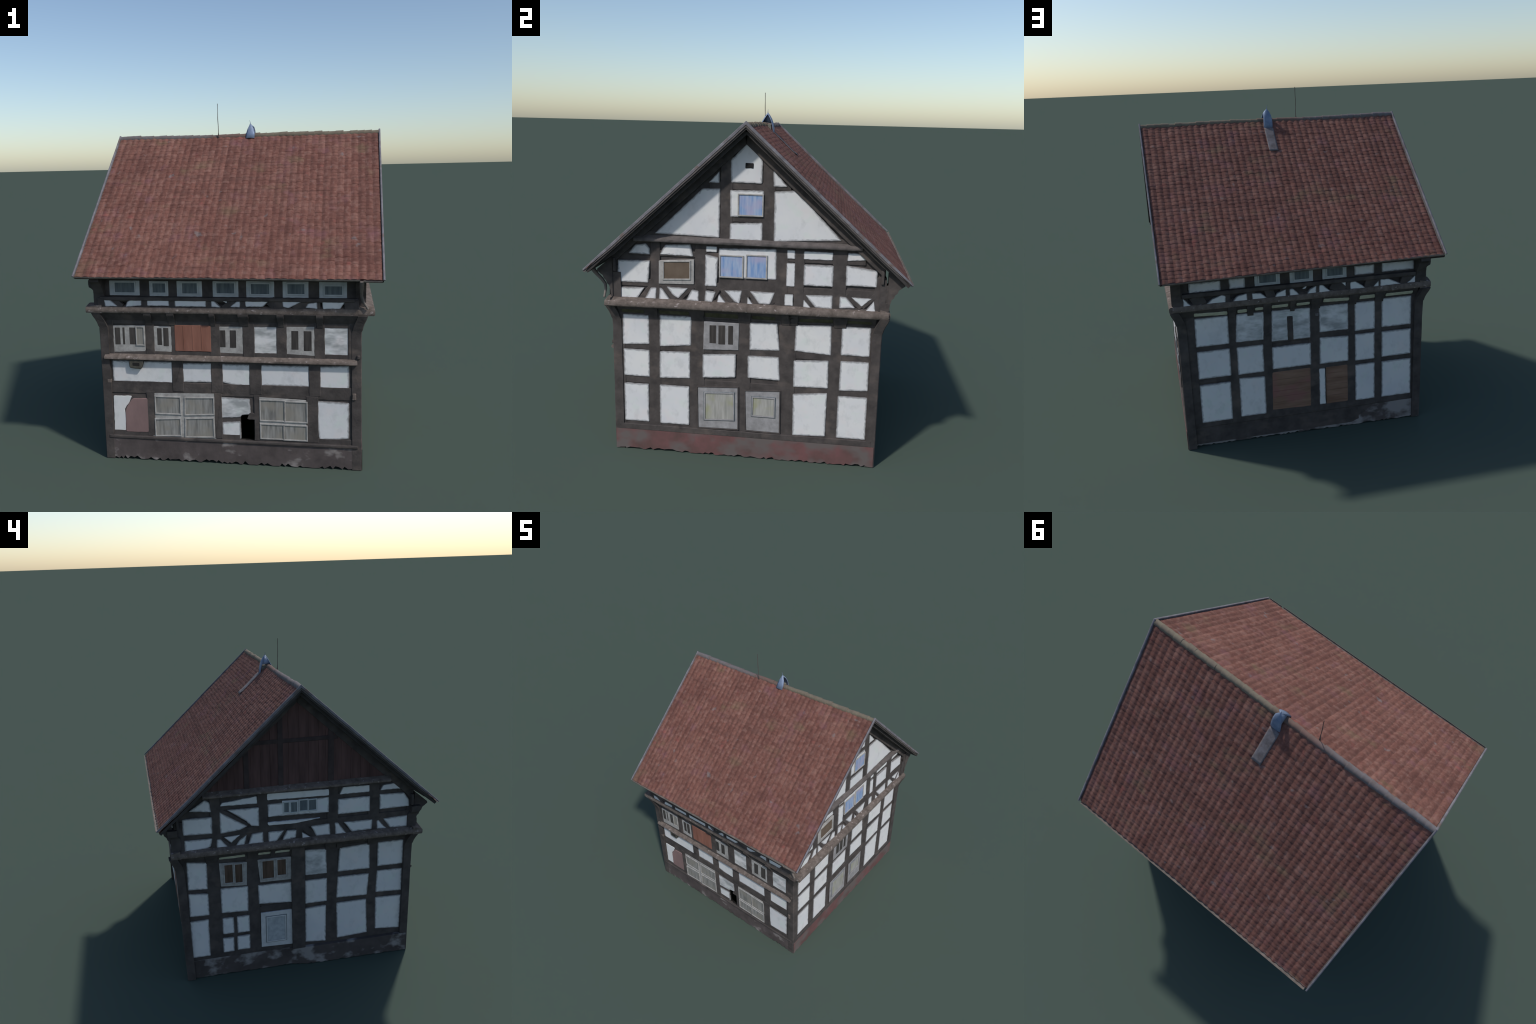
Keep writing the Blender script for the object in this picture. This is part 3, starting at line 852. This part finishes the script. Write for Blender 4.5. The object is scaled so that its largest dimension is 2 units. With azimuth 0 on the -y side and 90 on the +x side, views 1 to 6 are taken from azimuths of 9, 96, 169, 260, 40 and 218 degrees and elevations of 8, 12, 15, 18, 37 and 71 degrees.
build_facade(W_FRONT, FRONT, STRIP_DARKENED, [(.48, .66, .60, .80), (.12, .29, .60, .80)], out=-.0045)
build_facade(W_FRONT_UP, FRONT_UPPER, STRIP_DARKENED, out=-.002)
build_facade(W_FRONT_PARAPET, FRONT_PARAPET, STRIP_DARKENED)
build_facade(W_RIGHT, RIGHT, STRIP_DARKENED)
build_facade(W_RIGHT_UP, RIGHT_UPPER, STRIP_DARKENED)
build_facade(W_RIGHT_GABLE, RIGHT_GABLE, STRIP_DARKENED)
build_facade(W_LEFT, LEFT, OLIVE, [(-.19, -.03, .6, .8)])
build_facade(W_LEFT_UP, LEFT_UPPER, STRIP_DARKENED)
build_facade(W_BACK, BACK, OLIVE, [(.22, .40, .6, .8), (-.05, .2, .6, .8), (-.27, -.08, .6, .8)])
build_facade(W_BACK_UP, BACK_UPPER, STRIP_DARKENED)
build_facade(W_BACK_PARAPET, BACK_PARAPET, STRIP_DARKENED)
# small square air hole high in the right gable
add_object('gable_vent', plate(W_RIGHT_GABLE, rect(-.004, .036, 1.590, 1.616), .0062, -.01, .002, .003, .01, .002, 4), HOUSE, CORE)

# ----------------------------------------------------------------------------- solid core of the house
def core_mesh():
    """House-shaped prism just behind the wall faces; lower storey stepped in from the jetty."""
    bm = bmesh.new()
    inset = .005
    def ring(z, fr, bk, lf, rt, inset=.005):
        c = [fr.at(-.71, z, -inset), fr.at(.70, z, -inset), bk.at(.70, z, -inset), bk.at(-.71, z, -inset)]
        xl = [lf.at(-.72, z, -inset).x, lf.at(.72, z, -inset).x]
        xr = [rt.at(-.72, z, -inset).x, rt.at(.72, z, -inset).x]
        return [bm.verts.new(v) for v in ((xl[0], c[0].y, z), (xr[0], c[1].y, z), (xr[1], c[2].y, z), (xl[1], c[3].y, z))]
    r = [ring(.018, W_FRONT, W_BACK, W_LEFT, W_RIGHT), ring(.86, W_FRONT, W_BACK, W_LEFT, W_RIGHT),
         ring(.862, W_FRONT_UP, W_BACK_UP, W_LEFT_UP, W_RIGHT_UP, .008), ring(1.075, W_FRONT_UP, W_BACK_UP, W_LEFT_UP, W_RIGHT_UP, .008)]
    for a, b in zip(r, r[1:]):
        for i in range(4):
            bm.faces.new((a[i], a[(i + 1) % 4], b[(i + 1) % 4], b[i]))
    bm.faces.new(list(reversed(r[0])))
    tl, tr = bm.verts.new((-.704, 0, 1.765)), bm.verts.new((.700, 0, 1.765))
    a, b, c, d = r[3]
    bm.faces.new((a, b, tr, tl))
    bm.faces.new((c, d, tl, tr))
    bm.faces.new((b, c, tr))
    bm.faces.new((d, a, tl))
    return mesh_from_bm('wall_core', bm, 0)

core = add_object('wall_core', core_mesh(), HOUSE, TIMBER)
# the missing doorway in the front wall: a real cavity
cutters = [add_object('cavity_cutter', block('cavity', lo, hi, 0), None, CORE) for lo, hi in
           (((.060, -.80, .138), (.141, -.60, .281)), ((-.66, -.69, -.1), (.66, .66, .80)))]
for cut in cutters:
    mod = core.modifiers.new('opening', 'BOOLEAN')
    mod.operation, mod.solver, mod.object = 'DIFFERENCE', 'EXACT', cut
    mod.material_mode = 'TRANSFER'
dg = bpy.context.evaluated_depsgraph_get()
carved = bpy.data.meshes.new_from_object(core.evaluated_get(dg))
core.modifiers.clear()
core.data = carved
for cut in cutters:
    bpy.data.objects.remove(cut)
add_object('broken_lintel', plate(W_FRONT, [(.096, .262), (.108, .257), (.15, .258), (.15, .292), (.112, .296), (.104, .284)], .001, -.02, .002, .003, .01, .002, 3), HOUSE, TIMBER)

# ----------------------------------------------------------------------------- plinth with broken lower edge
def plinth(wall, s0, s1, top, out, mat, teeth, seed):
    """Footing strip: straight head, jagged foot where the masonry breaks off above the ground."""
    rng = random.Random(seed)
    low, s = [], s0
    while s < s1:
        low.append((s, rng.choice((0, .001, .002)) if rng.random() < .45 else rng.uniform(.003, teeth)))
        s += rng.uniform(.010, .022)
    low.append((s1, .001))
    low[0] = (s0, 0)
    o_at = out if callable(out) else (lambda s: out)
    bm = bmesh.new()
    top_pts = [(s, top) for s, _ in low]
    f = [[bm.verts.new(wall.at(s, z, o_at(s) + o)) for s, z in row] for row, o in ((low, -.006), (low, 0), (top_pts, 0), (top_pts, -.004), (top_pts, -.03))]
    mids = [[bm.verts.new(wall.at(s, lerp(z, top, t), o_at(s) + .0012 * noise.noise(Vector((s * 20, t * 3, seed))))) for s, z in low] for t in (.3, .6, .85)]
    rows = [f[0], f[1]] + mids + f[2:]
    for r0, r1 in zip(rows, rows[1:]):
        for i in range(len(low) - 1):
            bm.faces.new((r0[i], r0[i + 1], r1[i + 1], r1[i]))
    return add_object('plinth', mesh_from_bm('plinth', bm, 40), HOUSE, mat)

plinth(C_FRONT, -.700, .690, .128, .0000, PLINTH, .020, 1)
plinth(C_RIGHT, -.715, .716, .117, .0035, PLINTH_RED, .014, 2)
plinth(W_BACK_FOOT, -.70, .69, .125, .0010, PLINTH_WORN, .010, 3)
def left_step(s):       # the footing steps out towards the front half of the left wall
    t = min(1, max(0, (.06 - s) / .14))
    return .001 + .022 * t * t * (3 - 2 * t)
plinth(W_LEFT, -.715, .715, .125, left_step, PLINTH_PALE, .007, 4)
add_object('timber_rail', plate(C_RIGHT, rect(-.70, .70, .115, .150), .002, -.01, .004, .002, .02, .0015, 3), FRAMING, TIMBER)
add_object('timber_rail', plate(W_FRONT, rect(-.69, .69, .122, .138), .010, -.01, .004, .002, .02, .0015, 5), FRAMING, TIMBER)

# ----------------------------------------------------------------------------- corner posts with flared heads
def corner(wx, wy, sx, sy, profile, size=.05):
    """Square post at a house corner: profile rows are (z, outset)."""
    path = []
    for z, o in profile:
        p = wx.at(sy * .72, z)
        q = wy.at(sx * .71, z)
        path.append((p.x + sx * o, q.y + sy * o, z))
    def ring(i, c):
        x, y, z = c
        j = .0012 * noise.noise(Vector((x * 9, y * 9, z * 14)))
        x, y = x + j, y - j
        xi, yi = x - sx * size, y - sy * size
        ch = .004
        return [(x - sx * ch, y, z), (x, y - sy * ch, z), (x, yi, z), (xi, yi, z), (xi, y, z)]
    add_object('corner_post', sweep('corner_post', path, ring, smooth=30), FRAMING, TIMBER)

LOWER = [(0, .001)] + [(z / 20, .001) for z in range(1, 15)] + [(.758, .002), (.764, .005), (.785, .010), (.805, .017), (.825, .026), (.846, .033)]
UPPER = [(.872, .002), (.90, .001), (.94, .001), (.963, .002), (.972, .006), (.984, .018), (1.0, .020), (1.022, .020)]
for sx, wx, wxu in ((-1, C_LEFT, W_LEFT_UP), (1, C_RIGHT, W_RIGHT_UP)):
    for sy, wy, wyu in ((-1, C_FRONT, C_FRONT_UP), (1, C_BACK, W_BACK_PARAPET)):
        corner(wx, wy, sx, sy, LOWER)
        px = .731 if sx < 0 else .722
        post_x = Wall(0, sx, (-.74, sx * px, sx * px), (.74, sx * px, sx * px), .88, 1.05)
        corner(post_x, wyu, sx, sy, UPPER if sx < 0 else UPPER[:4] + [(1.022, .002)], .055)

# carved brackets carrying the eaves at the four corners: profile out from the wall (outset, z)
BRACKET = [(-.01, .885), (.000, .89), (.003, .925), (.010, .950), (.020, .958), (.026, .975), (.037, .985), (.043, 1.002), (.055, 1.010), (.064, 1.018), (.074, 1.024), (.072, 1.036), (.03, 1.072), (-.01, 1.106)]
for x0, x1 in ((-.722, -.668), (.676, .728)):
    for wall in (C_FRONT_UP, W_BACK_PARAPET):
        bm = bmesh.new()
        ends = [[bm.verts.new(wall.at(x, z, o)) for o, z in BRACKET] for x in (x0, x1)]
        n = len(BRACKET)
        for i in range(n):
            bm.faces.new((ends[0][i], ends[0][(i + 1) % n], ends[1][(i + 1) % n], ends[1][i]))
        bm.faces.new(ends[0])
        bm.faces.new(ends[1])
        add_object('eaves_bracket', mesh_from_bm('eaves_bracket', bm, 40), HOUSE, TIMBER)

# wedge consoles under the jetty
def console(wall, s, w, out=.036, z0=.772, z1=.846):
    prof = [(-.004, z0), (.004, z0 + .004), (.010, z0 + .025), (out * .75, z0 + .05), (out, z0 + .062), (out, z1), (-.004, z1)]
    bm = bmesh.new()
    ends = [[bm.verts.new(wall.at(s + d * (1 if z > z0 + .03 else .85), z, o)) for o, z in prof] for d in (-w / 2, w / 2)]
    n = len(prof)
    for i in range(n):
        bm.faces.new((ends[0][i], ends[0][(i + 1) % n], ends[1][(i + 1) % n], ends[1][i]))
    bm.faces.new(ends[0])
    bm.faces.new(ends[1])
    add_object('jetty_console', mesh_from_bm('jetty_console', bm, 40), HOUSE, TIMBER)
for s, w in ((-.430, .040), (-.302, .040), (-.076, .030), (.092, .055), (.288, .036), (.492, .036)):
    console(W_FRONT, s, w)
for s, w in ((-.495, .06), (-.252, .08), (.006, .062), (.225, .06), (.262, .05), (.505, .074)):
    console(W_RIGHT, s, w, .032)
for s, w in ((.525, .075), (.282, .06), (.155, .03), (.012, .085), (-.205, .075), (-.262, .04), (-.475, .07)):
    console(W_LEFT, s, w, .032)
for s, w in ((.403, .045), (.30, .04), (.207, .045), (.06, .03), (-.076, .06), (-.296, .05), (-.455, .06)):
    console(W_BACK, s, w, .030)

# ----------------------------------------------------------------------------- ledges (weather boards)
def ledge(name, wall, s0, s1, front0, front1, rows, mat, wobble=.0012, step=.03, world=True):
    """Moulded board along a wall: rows are (t, z) with t from the wall (0) to the lip (1);
    the lip's world depth goes from front0 to front1."""
    n = round((s1 - s0) / step)
    path = [lerp(s0, s1, i / n) for i in range(n + 1)]
    def ring(i, s):
        f = i / n
        lip = lerp(front0, front1, f)
        out = []
        for t, z in rows:
            base = wall.at(s, z, -.012)
            d = base.x if wall.axis == 0 else base.y
            v = lerp(d, lip, t)
            jz = wobble * (noise.noise(Vector((s * 22, z * 60, lip * 5))) + .5 * noise.noise(Vector((s * 70, z * 60, lip * 5))))
            jd = wobble * .8 * noise.noise(Vector((s * 30, z * 90, lip * 9 + 3)))
            out.append((v + jd, s, z + jz) if wall.axis == 0 else (s, v + jd, z + jz))
        return out
    return add_object(name, sweep(name, path, ring, smooth=45), HOUSE, mat)

JETTY = [(0, .845), (.6, .845), (.93, .846), (.99, .851), (1.0, .860), (.99, .871), (.93, .878), (.5, .885), (0, .891)]
ledge('jetty_ledge', W_FRONT, -.768, .768, -.770, -.742, JETTY, WEATHERED)
ledge('jetty_ledge', W_BACK, -.757, .728, .761, .757, [(t, z + .003) for t, z in JETTY], WEATHERED)
ledge('jetty_ledge', W_RIGHT, -.738, .748, .774, .744, JETTY, WEATHERED)
ledge('jetty_ledge', W_LEFT, -.766, .758, -.770, -.758, JETTY, WEATHERED)
STRING = [(0, .580), (.8, .580), (1, .584), (1, .592), (.8, .600), (.3, .609), (0, .615)]
ledge('string_course', W_FRONT, -.688, .684, -.747, -.741, STRING, WEATHERED)
GABLE = [(0, 1.196), (.9, 1.196), (1, 1.200), (1, 1.211), (.85, 1.217), (0, 1.232)]
ledge('gable_ledge', W_RIGHT_GABLE, -.585, .60, .742, .736, GABLE, BARGE, .0025)
ledge('gable_ledge', W_LEFT_GABLE, -.56, .56, -.760, -.758, GABLE, WEATHERED, .0016)

# dark vertical boarding of the left gable, heads cut to the slope of the roof
def gable_head(y):
    return 1.762 - .900 * abs(y)
add_object('timber_post', plate(W_LEFT, rect(-.040, .042, .12, .845), .020, -.03, .004, .003, .02, .002, 2), FRAMING, TIMBER)
BOARDING = empty('gable_boarding', HOUSE)
y, i = -.585, 0
while y < .585:
    w = RNG.uniform(.040, .062)
    y1 = min(y + w - .0006, .585)
    head = [(y1, gable_head(y1)), (y, gable_head(y))]
    if y < 0 < y1:
        head.insert(1, (0, gable_head(0)))
    if min(h[1] for h in head) > 1.23:
        add_object('gable_board', plate(W_LEFT_GABLE, [(y, 1.215), (y1, 1.215)] + head, .002 + RNG.uniform(0, .0018), -.012, .0008, .001, .03, .0008, i), BOARDING, GABLE_WOOD)
    y += w
    i += 1
for s, w in ((-.20, .035), (.10, .03), (.30, .03)):
    add_object('gable_board', plate(W_LEFT_GABLE, rect(s - w / 2, s + w / 2, 1.215, gable_head(abs(s) + w / 2) - .02), .0065, 0, .002, .002, .03, .001, s), BOARDING, GABLE_FRAME)
add_object('gable_board', plate(W_LEFT_GABLE, rect(-.24, .26, 1.478, 1.502), .0060, 0, .002, .002, .03, .001, 8), BOARDING, GABLE_FRAME)

# rafters framing both gables under the roof
for wall, out in ((W_RIGHT_GABLE, .012), (W_LEFT_GABLE, .009)):
    for sg in (-1, 1):
        lo = .72
        pts = [(0, 1.775), (0, 1.775 - .066), (sg * lo, 1.775 - .905 * lo - .066), (sg * lo, 1.775 - .905 * lo)]
        add_object('gable_rafter', plate(wall, pts, out + .0006 * sg, -.02, .003, .001, .03, .0015, sg), FRAMING, TIMBER)

# ----------------------------------------------------------------------------- roof
RIDGE_L, RIDGE_R = Vector((-.816, -.003, 1.821)), Vector((.819, .010, 1.821))
EAVE = {-1: (Vector((-.799, -.852, 1.060)), Vector((.819, -.834, 1.050))),
        1: (Vector((-.821, .830, 1.058)), Vector((.787, .855, 1.047)))}
def roof_point(side, u, v, up=0.0):
    """Point on the roof: u along the ridge (0 left, 1 right), v from ridge to eave, up along the slope's normal."""
    a, b = RIDGE_L.lerp(RIDGE_R, u), EAVE[side][0].lerp(EAVE[side][1], u)
    p = a.lerp(b, v)
    p.z -= ROOF_DROP + 4 * u * (1 - u) * (.003 * (1 - v) + .005 * math.sin(math.pi * min(1, v)))
    if side > 0:        # the back slope has sunk towards the left end and rides high by the flue
        p.z -= .014 * max(0, 1 - u / .45) * math.sin(math.pi * min(1, v * .85)) + .002 * max(0, 1 - u / .75) - .006 * math.exp(-((u - .62) / .22) ** 2 - (v / .35) ** 2)
    p.z += .0025 * noise.noise(Vector((u * 5, v * 4, side * 3)))
    s = (b - a).normalized()
    n = Vector((1, 0, 0)).cross(s) if side < 0 else s.cross(Vector((1, 0, 0)))
    if n.z < 0:
        n.negate()
    return p + n.normalized() * up
ROOF_DROP = .016

ROOF = empty('roof', HOUSE)
for side in (-1, 1):
    bm = bmesh.new()
    nu, nv = 30, 20
    layers = []
    for up in (-.0035, -.018):
        layers.append([[bm.verts.new(roof_point(side, lerp(.004, .996, i / nu), lerp(.0, .985, j / nv), up)) for i in range(nu + 1)] for j in range(nv + 1)])
    for L in layers:
        for j in range(nv):
            for i in range(nu):
                bm.faces.new((L[j][i], L[j][i + 1], L[j + 1][i + 1], L[j + 1][i]))
    t, b = layers
    edge = [(j, 0) for j in range(nv + 1)] + [(nv, i) for i in range(1, nu + 1)] + [(j, nu) for j in range(nv - 1, -1, -1)] + [(0, i) for i in range(nu - 1, 0, -1)]
    for (j0, i0), (j1, i1) in zip(edge, edge[1:] + edge[:1]):
        bm.faces.new((t[j0][i0], t[j1][i1], b[j1][i1], b[j0][i0]))
    deck = add_object('roof_deck', mesh_from_bm('roof_deck', bm, 30), ROOF, SOFFIT)
    deck.data.materials.append(DECK)
    for p in deck.data.polygons:
        if p.normal.z > .3:
            p.material_index = 1

# one pantile: a curved pan and roll, lip at the lower end; x along the ridge, y down the slope, z out
COLS, ROWS = 41, 46
TILE_W, TILE_L = 1.60 / COLS, 1.13 / ROWS
def pantile():
    bm = bmesh.new()
    nx = 7
    rows = []
    for y, lift, thick in ((-.30, .0002, 0), (.40, .0010, 0), (.94, .0017, 0), (1.02, .0011, 0), (1.02, -.0002, 0)):
        r = []
        for i in range(nx + 1):
            t = i / nx
            h = .0002 + .0040 * (0.5 - 0.5 * math.cos(2 * math.pi * t)) ** .8
            r.append(bm.verts.new(((t - .5) * TILE_W * 1.03, (y - .5) * TILE_L, h + lift + .0012)))
        rows.append(r)
    for r0, r1 in zip(rows, rows[1:]):
        for i in range(nx):
            bm.faces.new((r0[i], r0[i + 1], r1[i + 1], r1[i]))
    for f in bm.faces:
        if f.normal.z < 0:
            f.normal_flip()
    bm.normal_update()
    me = bpy.data.meshes.new('roof_tile')
    bm.to_mesh(me)
    bm.free()
    me.shade_smooth()
    me.set_sharp_from_angle(angle=math.radians(50))
    me.materials.append(TILE)
    return me
TILE_MESH = pantile()

def tile_matrix(side, c, r):
    rng = random.Random(c * 7919 + r * 104729 + side * 13)
    u, v = (c + .5) / COLS, (r + .5) / ROWS
    u, v = lerp(.008, .992, u), lerp(.012, .985, v)
    drift = (0 if c in (0, COLS - 1) else .0026) * noise.noise(Vector((c * .35, r * .16, side * 7.1)))
    o = roof_point(side, u, v, rng.uniform(-.0004, .0006))
    du = (roof_point(side, u + .01, v) - roof_point(side, u - .01, v)).normalized()
    dv = (roof_point(side, u, v + .012) - roof_point(side, u, v - .012)).normalized()
    n = du.cross(dv)
    if n.z < 0:
        n.negate()
    dv = n.cross(du) if side > 0 else n.cross(du)
    if dv.z > 0:
        dv.negate()
    ax = dv.cross(n)
    m = Matrix((ax, dv, n)).transposed().to_4x4()
    m.translation = o + du * (drift + rng.uniform(-.0006, .0006)) + dv * rng.uniform(-.0032, .0032)
    return m @ Matrix.Rotation(rng.gauss(0, .02), 4, 'Z') @ Matrix.Rotation(rng.gauss(0, .012), 4, 'X')

src_v = [v.co.copy() for v in TILE_MESH.vertices]
src_f = [tuple(p.vertices) for p in TILE_MESH.polygons]
NAMED_ROWS = range(ROWS - 4, ROWS)      # the eave courses, nearest to the viewer, stay single objects
seed_tile = None
for side in (-1, 1):
    verts, faces = [], []
    for r in range(ROWS):
        for c in range(COLS):
            m = tile_matrix(side, c, r)
            if r in NAMED_ROWS and (r > ROWS - 4 or c % 2):
                o = bpy.data.objects.new('roof_tile', TILE_MESH)
                bpy.context.scene.collection.objects.link(o)
                o.parent = ROOF
                o.matrix_world = m
                continue
            k = len(verts)
            verts += [m @ v for v in src_v]
            faces += [tuple(i + k for i in f) for f in src_f]
    me = bpy.data.meshes.new('tile_courses')
    me.from_pydata(verts, [], faces)
    me.shade_smooth()
    me.set_sharp_from_angle(angle=math.radians(50))
    o = add_object('tile_courses', me, ROOF, TILE)
    o['kind'] = 'stuff'

# ridge tiles: short overlapping half barrels
N_RIDGE = 38
for i in range(N_RIDGE):
    u0, u1 = lerp(.006, .994, i / N_RIDGE), lerp(.006, .994, (i + 1.08) / N_RIDGE)
    r = .0165 + RNG.uniform(-.0012, .0012)
    dz, dy = RNG.uniform(-.0015, .0015), RNG.uniform(-.0012, .0012)
    path = [(u0, r * .93), (lerp(u0, u1, .8), r), (lerp(u0, u1, .92), r * 1.05), (u1, r * 1.02)]
    def ring(k, c):
        u, rr = c
        p = roof_point(1, min(u, .998), 0)
        pts = [(p.x, p.y + dy + rr * 1.05 * math.cos(a), p.z - .0085 + .005 * max(0, 1 - u / .42) + dz + rr * math.sin(a) * 1.15) for a in [math.pi * (-.12 + 1.24 * t / 10) for t in range(11)]]
        return pts
    add_object('ridge_tile', sweep('ridge_tile', path, ring, smooth=45), ROOF, RIDGE)

# verges: metal trim on top, barge board below, on all four rakes
def rake(name, side, u_out, u_in, up0, up1, mat, v0=.0, v1=1.0, wob=.001):
    n = 24
    path = [lerp(v0, v1, i / n) for i in range(n + 1)]
    def base(u, v, up):
        a, b = RIDGE_L.lerp(RIDGE_R, u), EAVE[side][0].lerp(EAVE[side][1], u)
        p = a.lerp(b, v)
        s = (b - a).normalized()
        nrm = Vector((1, 0, 0)).cross(s)
        if nrm.z < 0:
            nrm.negate()
        return p + nrm * (up + wob * noise.noise(Vector((v * 14, u * 3, side))))
    def ring(i, v):
        taper = 1 - .45 * max(0, (v - .85) / .15)
        ch = .002 * (1 if u_out < .5 else -1)
        return [base(u_out, v, up0 * taper), base(u_out, v, up1 - .002), base(u_out + ch, v, up1), base(u_in - ch, v, up1), base(u_in, v, up1 - .002), base(u_in, v, up0 * taper)]
    return add_object(name, sweep(name, path, ring, smooth=40), ROOF, mat)
for side in (-1, 1):
    for u_o, sgn in ((0.0, 1), (1.0, -1)):
        rake('verge_trim', side, u_o, u_o + sgn * .0060, -.012, .0012, VERGE)
        rake('barge_board', side, u_o + sgn * .0012, u_o + sgn * .0090, -.021, -.0115, BARGE, .012, .992, .0016)
        rake('verge_rafter', side, u_o + sgn * .018, u_o + sgn * .046, -.047, -.022, SOFFIT, .03, .93, .002)

# gutters: half-round channels along both eaves
def gutter(side, u0, u1, r, drop):
    n = 30
    path = [lerp(u0, u1, i / n) for i in range(n + 1)]
    arc = [math.pi + math.pi * k / 8 for k in range(9)]
    def ring(i, u):
        e = EAVE[side][0].lerp(EAVE[side][1], u)
        cy, cz = e.y - side * r * .55, e.z - drop + .0015 * noise.noise(Vector((u * 8, side, 2)))
        outer = [(e.x, cy + r * math.cos(a), cz + r * math.sin(a)) for a in arc]
        inner = [(e.x, cy + r * .86 * math.cos(a), cz + r * .86 * math.sin(a)) for a in reversed(arc)]
        return outer + inner
    add_object('gutter', sweep('gutter', path, ring, smooth=40), ROOF, GUTTER)
gutter(-1, .008, .925, .0095, .002)
gutter(-1, .935, .992, .0095, .007)
gutter(1, .012, .988, .0095, .002)

# rain hopper and bent downpipe at the front right corner
def pipe(name, pts, r, mat, parent, segs=10):
    n = len(pts)
    pts = [Vector(p) for p in pts]
    def ring(i, c):
        t = (pts[min(i + 1, n - 1)] - pts[max(i - 1, 0)]).normalized()
        a = t.orthogonal().normalized() if abs(t.z) < .99 else Vector((1, 0, 0))
        b = t.cross(a)
        rr = r[i] if isinstance(r, (list, tuple)) else r
        return [c + a * rr * math.cos(k * 2 * math.pi / segs) + b * rr * math.sin(k * 2 * math.pi / segs) for k in range(segs)]
    return add_object(name, sweep(name, pts, ring, smooth=50), parent, mat)
pipe('downpipe', [(.706, -.824, 1.040), (.706, -.818, 1.022), (.705, -.80, 1.0), (.704, -.775, .975), (.705, -.757, .950), (.712, -.752, .925), (.728, -.752, .900), (.737, -.752, .884)],
     [.013, .012, .010, .009, .008, .007, .006, .006], GUTTER, HOUSE)

# eave purlins just under the rafters
for wall in (W_FRONT_UP, W_BACK_UP):
    add_object('eaves_beam', plate(wall, rect(-.75, .735, 1.03, 1.10), -.014, -.03, .004, .002, .04, .001, 5), FRAMING, TIMBER)

# ----------------------------------------------------------------------------- hooded flue on the ridge
HOOD = [(-.030, 1.786, .003, .058), (-.013, 1.820, .006, .058), (.000, 1.844, .012, .051), (.010, 1.860, .019, .041), (.020, 1.874, .0258, .029),
        (.026, 1.868, .0225, .036), (.034, 1.857, .014, .049), (.045, 1.838, .006, .053), (.054, 1.812, .001, .055), (.060, 1.782, .000, .056), (.063, 1.735, .000, .056)]
hood_bm = bmesh.new()
rows = []
for y, z, x0, x1 in HOOD:
    rows.append([hood_bm.verts.new((lerp(x0, x1, t), y + .004 * (abs(2 * t - 1) ** 2) * (-1 if y > .02 else 1), z - .003 * abs(2 * t - 1) ** 2)) for t in (0, .2, .4, .6, .8, 1)])
for r0, r1 in zip(rows, rows[1:]):
    for i in range(5):
        hood_bm.faces.new((r0[i], r0[i + 1], r1[i + 1], r1[i]))
# the side towards the left gable is closed down to a dark opening at the ridge
side = [hood_bm.verts.new((lerp(x0, x1, .12) , lerp(y, .02, .03), z)) for y, z, x0, x1 in HOOD[1:9]]
hood_bm.faces.new(side)
hood = add_object('flue_hood', mesh_from_bm('flue_hood', hood_bm, 60), HOUSE, ZINC)
sol = hood.modifiers.new('sheet', 'SOLIDIFY')
sol.thickness, sol.offset = .004, 0
pipe('hood_finial', [(.027, .020, 1.868), (.027, .020, 1.880), (.025, .020, 1.889), (.021, .020, 1.896)], [.003, .0015, .0010, .0006], ZINC, hood, 8)
stack = add_object('flue_stack', block('flue_stack', (.012, -.006, 1.74), (.046, .044, 1.808), .006), hood, MOSS_STONE)
# lead flashing strip running down the back slope
bm = bmesh.new()
N = 12
rows = []
for i in range(N + 1):
    y = lerp(.055, .196, i / N)
    v = y / .843
    row = []
    for k in range(7):
        t = k / 6
        u = (lerp(-.001, .056, t) + .813 + .003 * (i / N)) / 1.629
        lift = .0072 + (.0012 if t in (0, 1) else 0) + (.003 if i >= N - 1 else 0)
        row.append(bm.verts.new(roof_point(1, u, v, lift)))
    rows.append(row)
for r0, r1 in zip(rows, rows[1:]):
    for i in range(6):
        bm.faces.new((r0[i], r0[i + 1], r1[i + 1], r1[i]))
fl = add_object('flue_flashing', mesh_from_bm('flue_flashing', bm, 50), hood, LEAD)
sol = fl.modifiers.new('sheet', 'SOLIDIFY')
sol.thickness = .0015

# ----------------------------------------------------------------------------- aerial
pipe('aerial', [(-.170, -.016, 1.795), (-.169, -.017, 1.812), (-.168, -.019, 1.825), (-.1685, -.020, 1.860), (-.170, -.022, 1.915), (-.169, -.022, 1.95), (-.1695, -.023, 1.9995)],
     [.0042, .0036, .0022, .0018, .0020, .0016, .0018], IRON, HOUSE, 8)

# small pegs and bracket stubs on the posts
def peg(wall, s, z, w, h, out, mat):
    add_object('timber_peg', plate(wall, rect(s - w / 2, s + w / 2, z - h / 2, z + h / 2), out, -.005, .003, .003, .01, .001, s + z), FRAMING, mat)
peg(W_FRONT, -.672, .452, .022, .020, .010, WEATHERED)
peg(W_FRONT, .668, .408, .020, .034, .010, WEATHERED)
peg(W_FRONT, .690, .622, .016, .020, .012, TIMBER)
peg(W_BACK, -.082, .738, .020, .018, .006, LEAD)
